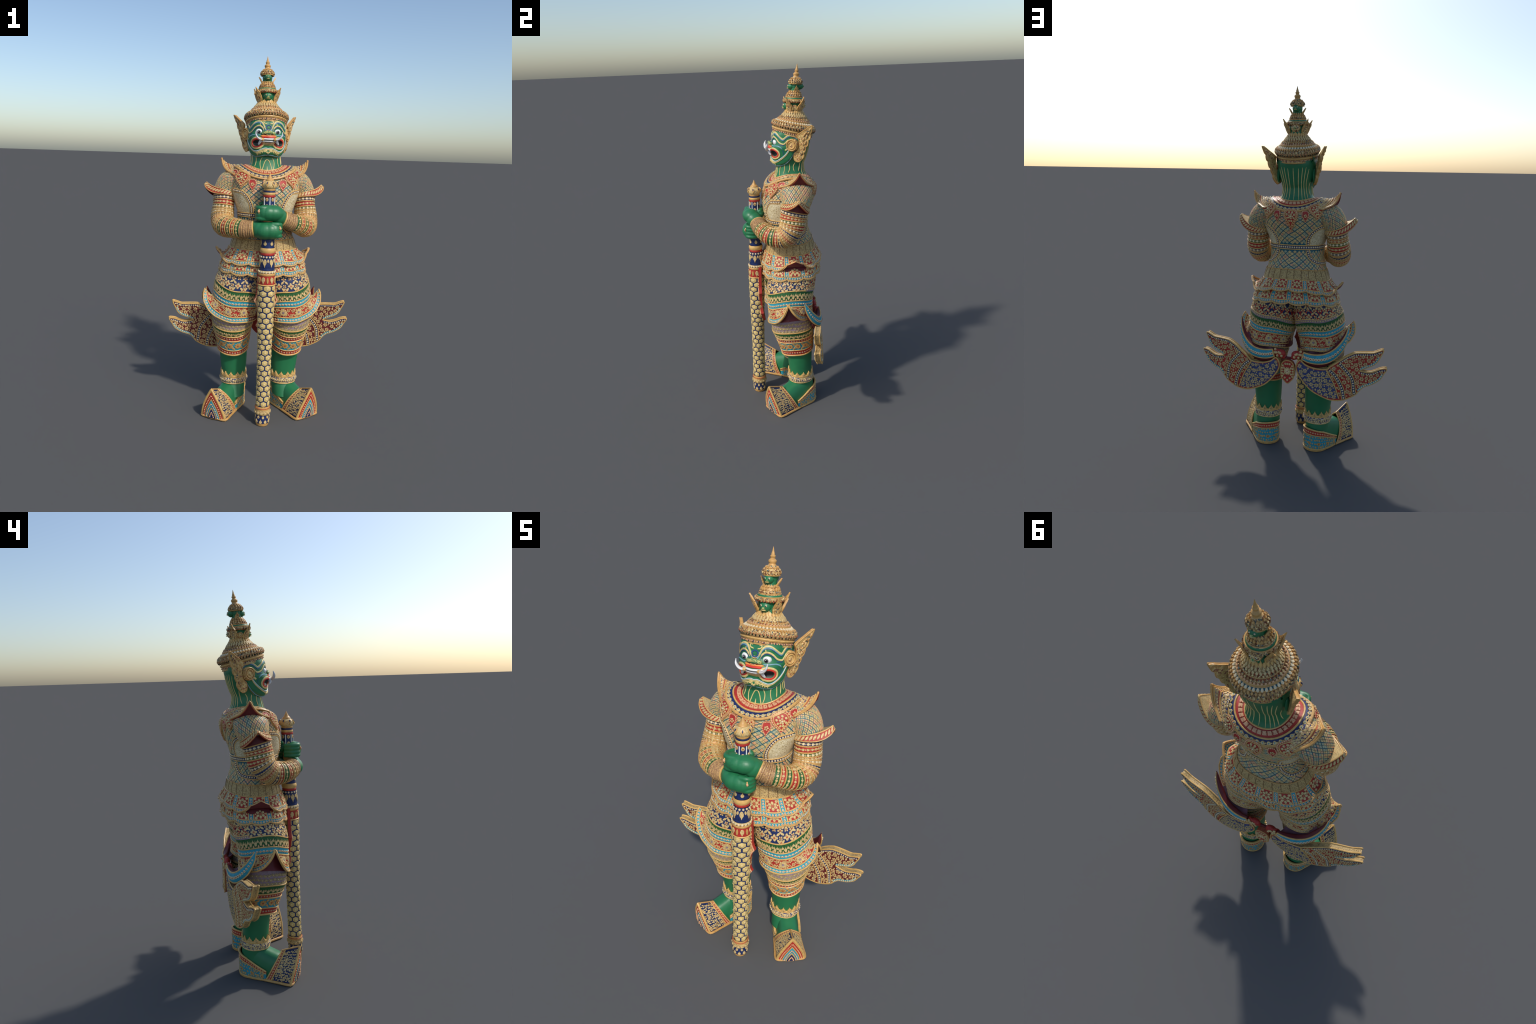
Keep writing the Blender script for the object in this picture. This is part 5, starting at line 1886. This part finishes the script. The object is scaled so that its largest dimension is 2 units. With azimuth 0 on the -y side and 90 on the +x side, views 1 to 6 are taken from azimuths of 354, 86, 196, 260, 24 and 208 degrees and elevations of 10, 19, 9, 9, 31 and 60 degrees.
def leaf_fin(base, tip, width, normal, thick, name='spire_fin', notch=True):
    base, tip, n = np.array(base, float), np.array(tip, float), np.array(normal, float)
    ax = tip - base
    L = np.linalg.norm(ax)
    ax /= L
    n = n - n.dot(ax) * ax
    n /= np.linalg.norm(n)
    sd = np.cross(n, ax)
    o = [(0, -.5), (.16, -.92), (.36, -1), (.55, -.82), (.60, -.98), (.74, -.45), (1, 0), (.80, .22), (.62, .50), (.50, .74), (.30, .92), (.12, .8), (0, .5)]

    def fmap(a, c):
        bend = .10 * L * (a / L) ** 2
        p = base + a[..., None] * ax + c[..., None] * sd + bend[..., None] * n
        return p, np.broadcast_to(n, p.shape)
    bb = B()
    oo = [(x * L, y * width) for x, y in o]
    bb.plate(oo, fmap, thick, 'fin_mosaic', 'fin_mosaic', 'gold', step=.01)
    oo = [(x * L * .8 + .05 * L, y * width * .55) for x, y in o]
    bb.plate(oo, fmap, thick * 1.6, 'crown_mosaic', 'crown_mosaic', 'gold', step=.01)
    bb.build(name, crown)


for sx in (1, -1):
    for sy, y0 in ((-1, .062), (1, .121)):
        leaf_fin((sx * .038, y0, 1.752), (sx * .0625, .091 + sy * .042, 1.831), .0175, (sx * .8, sy * .75, .3), .006)
        leaf_fin((sx * .045, .091 + sy * .018, 1.754), (sx * .062, .091 + sy * .034, 1.808), .013, (sx, sy * .5, .1), .006)
    leaf_fin((sx * .024, .103, 1.850), (sx * .0425, .103, 1.889), .0120, (sx, 0, .3), .005)
    b = B()
    th = np.linspace(0, 2 * PI, 24, endpoint=False)
    P = np.stack([np.stack([np.full(24, sx * x), .0912 + r * np.cos(th), 1.772 + r * np.sin(th)], -1) for r, x in ((.0155, .040), (.0155, .050), (.013, .053), (.0105, .052), (.009, .054), (.0004, .055))], 1)
    b.grid(P, True, 'fin_mosaic', flip=sx < 0)
    b.build('spire_disc', crown)

# ================================================================== wing panels behind the legs
WING = [(.069, .538), (.098, .516), (.139, .502), (.178, .498), (.217, .501), (.233, .516), (.277, .547), (.314, .575), (.345, .592), (.368, .600), (.411, .603), (.456, .605), (.482, .615), (.507, .622),
        (.492, .585), (.478, .557), (.456, .538), (.42, .522), (.392, .508), (.394, .502), (.438, .496), (.469, .505), (.498, .518), (.527, .520), (.511, .489), (.493, .460), (.456, .434), (.412, .416),
        (.386, .390), (.373, .373), (.347, .355), (.313, .339), (.28, .331), (.235, .332), (.188, .348), (.138, .373), (.1, .408), (.067, .45), (.049, .486), (.05, .515)]


def inside(poly, x, z):
    c = np.zeros(np.shape(x), bool)
    p = np.asarray(poly)
    for (x0, z0), (x1, z1) in zip(p, np.roll(p, -1, 0)):
        cr = ((z0 > z) != (z1 > z)) & (x < (x1 - x0) * (z - z0) / (z1 - z0 + 1e-12) + x0)
        c ^= cr
    return c


def edge_dist(poly, x, z):
    p = np.asarray(poly)
    q = np.roll(p, -1, 0)
    d = np.full(np.shape(x), 9.0)
    for a, c in zip(p, q):
        e = c - a
        t = np.clip(((x - a[0]) * e[0] + (z - a[1]) * e[1]) / (e @ e + 1e-12), 0, 1)
        d = np.minimum(d, np.hypot(x - a[0] - t * e[0], z - a[1] - t * e[1]))
    return d


for s in (1, -1):
    def wing_map(x, z):
        t = (x - .05) / .47
        y = .193 - .066 * np.clip(t, 0, 2) ** 1.6 + .03 * (.5 - z)
        p = np.stack([s * x, y, z], -1)
        n = np.stack([s * .13 * np.clip(t, 0, 2), np.ones_like(x), .03 * np.ones_like(x)], -1)
        return p, n / np.linalg.norm(n, axis=-1, keepdims=True)
    poly = [tuple(q) for q in catmull(WING, 2, True)]
    b = B()
    oo = poly if s < 0 else poly
    b.plate(oo, wing_map, .030, 'red', 'lining_red', 'belt_gold', step=.016)
    # inner blue field and arc bands, on the rear and front faces
    Xg, Zg = np.meshgrid(np.linspace(.03, .55, 80), np.linspace(.31, .64, 50), indexing='ij')
    pg, ng = wing_map(Xg, Zg)
    ob = b.build('wing_panel', root)
    b = B()
    for face in (1, -1):
        SW = Surf(pg + ng * face * .0152, False, False)
        if (SW.N[40, 25] * ng[40, 25]).sum() * face < 0:
            SW = Surf(SW.P, False, True)
        W = lambda x, z: np.stack([(np.asarray(x) - .03) / .52, (np.asarray(z) - .31) / .33], -1)
        e = catmull(WING, 6, True)
        cx, cz = e.mean(0)
        p, n = wing_map(e[:, 0], e[:, 1])
        b.cord(p + n * face * .0135, n * face, .0042, 'gold_bright', closed=True)

        A0 = ([.335, .42, .49, .505], [.288, .257, .217, .205])
        A1 = ([.33, .345, .40, .463, .50, .52], [.3125, .310, .298, .265, .227, .205])
        A2 = ([.36, .393, .464, .54, .56], [.368, .361, .346, .280, .262])

        def arc(A, d=0.0):
            c = catmull(np.stack([np.array(A[1]), np.array(A[0])], -1), 10)
            t_ = np.gradient(c, axis=0)
            t_ /= np.linalg.norm(t_, axis=1, keepdims=True)
            c = c + np.stack([t_[:, 1], -t_[:, 0]], -1) * d
            return c[inside(poly, c[:, 0], c[:, 1]) & (edge_dist(poly, c[:, 0], c[:, 1]) > .003)]
        w = .0078
        for A in (A1, A2):
            c = arc(A)
            b.strip(SW, W(c[:, 0], c[:, 1]), w, .002, 'navy')
            for d in (-w - .002, w + .002):
                c2 = arc(A, d)
                b.piping(SW, W(c2[:, 0], c2[:, 1]), .0026, 'gold_bright', lift=.8)
            L = np.concatenate([[0], np.cumsum(np.linalg.norm(np.diff(c, axis=0), axis=1))])
            q = (np.arange(int(L[-1] / .0135)) + .5) / int(L[-1] / .0135) * L[-1]
            b.place(SW, W(np.interp(q, L, c[:, 0]), np.interp(q, L, c[:, 1])), BEAD, .0052, 0, .0045, 'pale_cream')
        fld = None
        if face > 0:
            c0 = arc(A0)
            bd = catmull(WING[32:] + WING[:5], 5)
            bd = bd[(bd[:, 0] < np.interp(bd[:, 1], A0[0], A0[1]) - .012)]
            cxx, czz = .16, .44
            bd = np.stack([cxx + (bd[:, 0] - cxx) * .93, czz + (bd[:, 1] - czz) * .90], -1)
            if np.linalg.norm(c0[-1] - bd[0]) < np.linalg.norm(c0[0] - bd[0]):
                fld = c0.tolist() + bd.tolist()
            else:
                fld = c0[::-1].tolist() + bd.tolist()
            lift = lambda a, c: (lambda r: (r[0] + r[1] * .0145, r[1]))(wing_map(a, c))
            b.plate(fld, lift, .0045, 'slate_blue', 'navy', 'gold', step=.016)
            b.piping(SW, W(c0[:, 0], c0[:, 1]), .0034, 'gold_bright', lift=1.0)
            fo = np.array(fld)
            for zc, bend, m_ in ((.470, .018, 'gold_bright'), (.440, .030, 'gold_bright'), (.395, .045, 'gold_bright')):
                xx = np.linspace(.05, .29, 50)
                zz = zc - bend * np.sin((xx - .05) / .24 * PI) + .10 * (.17 - xx) * -1 * .35
                k = inside(fld, xx, zz) & (edge_dist(fld, xx, zz) > .003)
                if k.sum() > 3:
                    b.piping(SW, W(xx[k], zz[k]), .0019, m_, lift=1.2)
        # organic scatter of florets
        acc = []
        X, Z = RNG.uniform(.05, .53, 5000), RNG.uniform(.33, .62, 5000)
        RR = np.sort(RNG.choice([.0130, .0100, .007, .0045], 5000, p=[.15, .25, .3, .3]))[::-1]
        ok = inside(poly, X, Z) & (edge_dist(poly, X, Z) > RR + .003)
        for A in (A1, A2):
            ok &= np.abs(X - np.interp(Z, A[0], A[1])) > RR + .0105
        if face > 0:
            ok &= np.abs(X - np.interp(Z, A0[0], A0[1])) > RR + .003
        for x, z, r in zip(X[ok], Z[ok], RR[ok]):
            if acc:
                q = np.array(acc)
                if (np.hypot(x - q[:, 0], z - q[:, 1]) < r * .92 + q[:, 2] * .92).any():
                    continue
            acc.append((x, z, r))
        for x, z, r in acc:
            hh = .0052 if fld and inside(fld, np.array(x), np.array(z)) else .0035
            if r > .008:
                floret(b, SW, W([x], [z]), r, 'cream', 6, 'rust' if x > .29 else 'mauve', RNG.uniform(0, 6), h=hh)
            else:
                b.place(SW, W([x], [z]), BEAD if r > .005 else DOT, (r, r * .75) if r > .005 else r * .9, RNG.uniform(0, 3), hh, 'cream')
        # bead edging of the prongs: navy above, cyan scallops below
        for seg_, m, in_ in ((WING[6:14], 'navy', .0085), (WING[19:24], 'navy', .0085), (WING[14:19], 'cyan', .006), (WING[24:29], 'cyan', .006)):
            c = catmull(seg_, 6)
            d = np.gradient(c, axis=0)
            d /= np.linalg.norm(d, axis=1, keepdims=True)
            nrm = np.stack([d[:, 1], -d[:, 0]], -1)
            c = c + nrm * in_
            k = inside(poly, c[:, 0], c[:, 1])
            c = c[k]
            if len(c) < 4:
                continue
            b.strip(SW, W(c[:, 0], c[:, 1]), .0046, .0028, m)
            L = np.concatenate([[0], np.cumsum(np.linalg.norm(np.diff(c, axis=0), axis=1))])
            nb = int(L[-1] / .0115)
            q = (np.arange(nb) + .5) / nb * L[-1]
            b.place(SW, W(np.interp(q, L, c[:, 0]), np.interp(q, L, c[:, 1])), BEAD, .0038, 0, .0052, 'pale_cream')
    b.build('wing_inlay', ob, kind='stuff')

    # ---- crescent horn above the wing
    cc = catmull([(.080, .204, .566), (.120, .205, .556), (.165, .200, .553), (.210, .187, .560), (.252, .166, .584), (.285, .138, .622), (.306, .110, .672), (.312, .090, .722)], 10)
    wd = np.interp(np.linspace(0, 1, len(cc)), [0, .15, .45, .7, .9, 1], [.022, .025, .027, .023, .012, .0015])
    dp = np.interp(np.linspace(0, 1, len(cc)), [0, .3, .7, .9, 1], [.010, .020, .018, .009, .0015])
    C = cc * [s, 1, 1]
    t = np.gradient(C, axis=0)
    t /= np.linalg.norm(t, axis=1, keepdims=True)
    outv = np.stack([C[:, 0] - s * .155, C[:, 1] - .03, 0 * C[:, 2]], -1)
    outv -= (outv * t).sum(1, keepdims=True) * t
    outv /= np.linalg.norm(outv, axis=1, keepdims=True)
    upv = np.cross(t, outv)
    upv *= np.sign(upv[:, 2].mean() or 1)
    th = np.linspace(0, 2 * PI, 40, endpoint=False)
    co, si = sgnpow(np.cos(th), .55), sgnpow(np.sin(th), .8)
    P = C[None] + co[:, None, None] * outv[None] * dp[None, :, None] + si[:, None, None] * upv[None] * wd[None, :, None]
    P = P - outv[None] * dp[None, :, None] * .6
    Sg = Surf(P, True, False)
    if (Sg.N[0] * outv).sum() < 0:
        Sg = Surf(P, True, True)
    b = B()
    b.grid(P, True, 'lining_red', flip=Sg.flip, cap0=True, cap1=True)
    pp = P[np.r_[33:40, 0:8]]
    nn = Sg.N[np.r_[33:40, 0:8]]
    b.grid(pp + nn * .0012, False, 'cyan', flip=Sg.flip)
    L = len(cc)
    v = np.linspace(.01, .985, 50)
    for u0 in (33 / 40, 47 / 40):
        b.piping(Sg, np.stack([np.full(50, u0), v], -1), np.interp(v, [0, .8, 1], [.0042, .004, .002]), 'gold_bright')
    b.piping(Sg, np.stack([np.linspace(33 / 40, 47 / 40, 12), np.full(12, .012)], -1), .004, 'gold_bright')
    vv = np.linspace(.04, .88, 20)
    sz = np.interp(vv, [0, .6, 1], [.0092, .0085, .003])
    b.place(Sg, np.stack([np.full(20, 0.0), vv], -1), BEAD, sz, 0, .0045, 'pale_cream')
    b.place(Sg, np.stack([np.full(20, 0.0), vv], -1), DOT, sz * .45, 0, .006, 'rust')
    b.build('hip_crescent', root)
    # plum lining spreading from crescent to the thigh
    b = B()
    rows = []
    k0, k1 = 2, int(L * .78)
    top = C[k0:k1] + upv[k0:k1] * wd[k0:k1, None] * .72 - outv[k0:k1] * .012
    for q in np.linspace(0, 1, 8):
        inn = top * [1, 1, 1]
        tgt = np.stack([s * (.16 + (np.abs(top[:, 0]) - .16) * .72), .03 + (top[:, 1] - .03) * .72, top[:, 2] + .004], -1)
        p = top * (1 - q) + tgt * q
        p[:, 2] += -.012 * math.sin(q * PI)
        rows.append(p)
    Pl = np.stack(rows, 1)
    b.grid(Pl, False, 'lining_plum')
    low = Pl - [0, 0, .012]
    b.grid(low, False, 'lining_red', flip=True)
    b.grid(np.stack([Pl[0], low[0]], 1), False, 'lining_red')
    b.grid(np.stack([Pl[-1], low[-1]], 1), False, 'lining_red')
    b.build('sash_lining', root)
    # lower plum tongue between crescent and wing
    b = B()
    b.tube(np.array([(.075, .185, .535), (.12, .182, .522), (.17, .175, .520), (.22, .160, .535), (.25, .140, .56)]) * [s, 1, 1], [.014, .022, .024, .020, .006], 'lining_red', 14, ref=(0, .3, 1), ry=[.012, .014, .014, .012, .005])
    b.build('sash_fold', root)
    # knot beside the pendant
    b = B()
    b.ball((s * .046, .192, .562), (.030, .018, .024), 'red', 20, 12)
    b.tube(np.array([(.020, .190, .540), (.045, .192, .556), (.085, .193, .572)]) * [s, 1, 1], [.012, .020, .024], 'red', 14, ref=(0, .2, 1), ry=[.008, .012, .012])
    for x, z in ((.036, .553), (.052, .572), (.060, .553), (.044, .568), (.074, .570), (.072, .588), (.066, .570)):
        b.ball((s * x, .2085, z), (.0075, .005, .0075), 'cream', 10, 6)
    b.build('sash_knot', root)

# central pendant
b = B()
PEN = [(-.028, .520), (-.036, .500), (-.038, .470), (-.034, .440), (-.020, .420), (0, .404), (.020, .420), (.034, .440), (.038, .470), (.036, .500), (.028, .520), (.012, .532), (-.012, .532)]


def pen_map(x, z):
    p = np.stack([x - .002, .203 + .04 * (.47 - z) * 0 + 0 * x, z], -1)
    return p, np.broadcast_to(np.array([0, 1.0, 0]), p.shape)


b.plate(catmull(PEN, 3, True).tolist(), pen_map, .030, 'red', 'red', 'rust', step=.02)
Xg, Zg = np.meshgrid(np.linspace(-.06, .06, 20), np.linspace(.38, .56, 20), indexing='ij')
pg, ng = pen_map(Xg, Zg)
SP = Surf(pg + ng * .015, False, True)
Wp = lambda x, z: [((x + .06) / .12, (z - .38) / .18)]
floret(b, SP, Wp(0, .475), .022, 'cream', 10, 'blush_cream', h=.004)
floret(b, SP, Wp(0, .475), .011, 'pale_cream', 6, 'rust', h=.006)
for x, z in ((-.026, .505), (.026, .505), (-.012, .515), (.012, .515), (-.028, .445), (.028, .445), (-.014, .436), (.014, .436), (0, .424), (0, .515), (-.030, .475), (.030, .475), (-.020, .492), (.020, .492), (-.020, .457), (.020, .457), (-.03, .49), (.03, .49), (-.03, .46), (.03, .46)):
    b.place(SP, Wp(x, z), BEAD, .0062, 0, .004, 'cream')
e = catmull(PEN, 6, True)
p, n = pen_map(e[:, 0], e[:, 1])
b.cord(p + n * .014, n.copy(), .003, 'gold', closed=True)
b.build('pendant', root)
b = B()
b.tube([(-.06, .185, .548), (0, .184, .538), (.06, .185, .548)], [.008, .007, .008], 'lining_red', 10, ref=(0, 0, 1))
b.build('sash_cord', root)
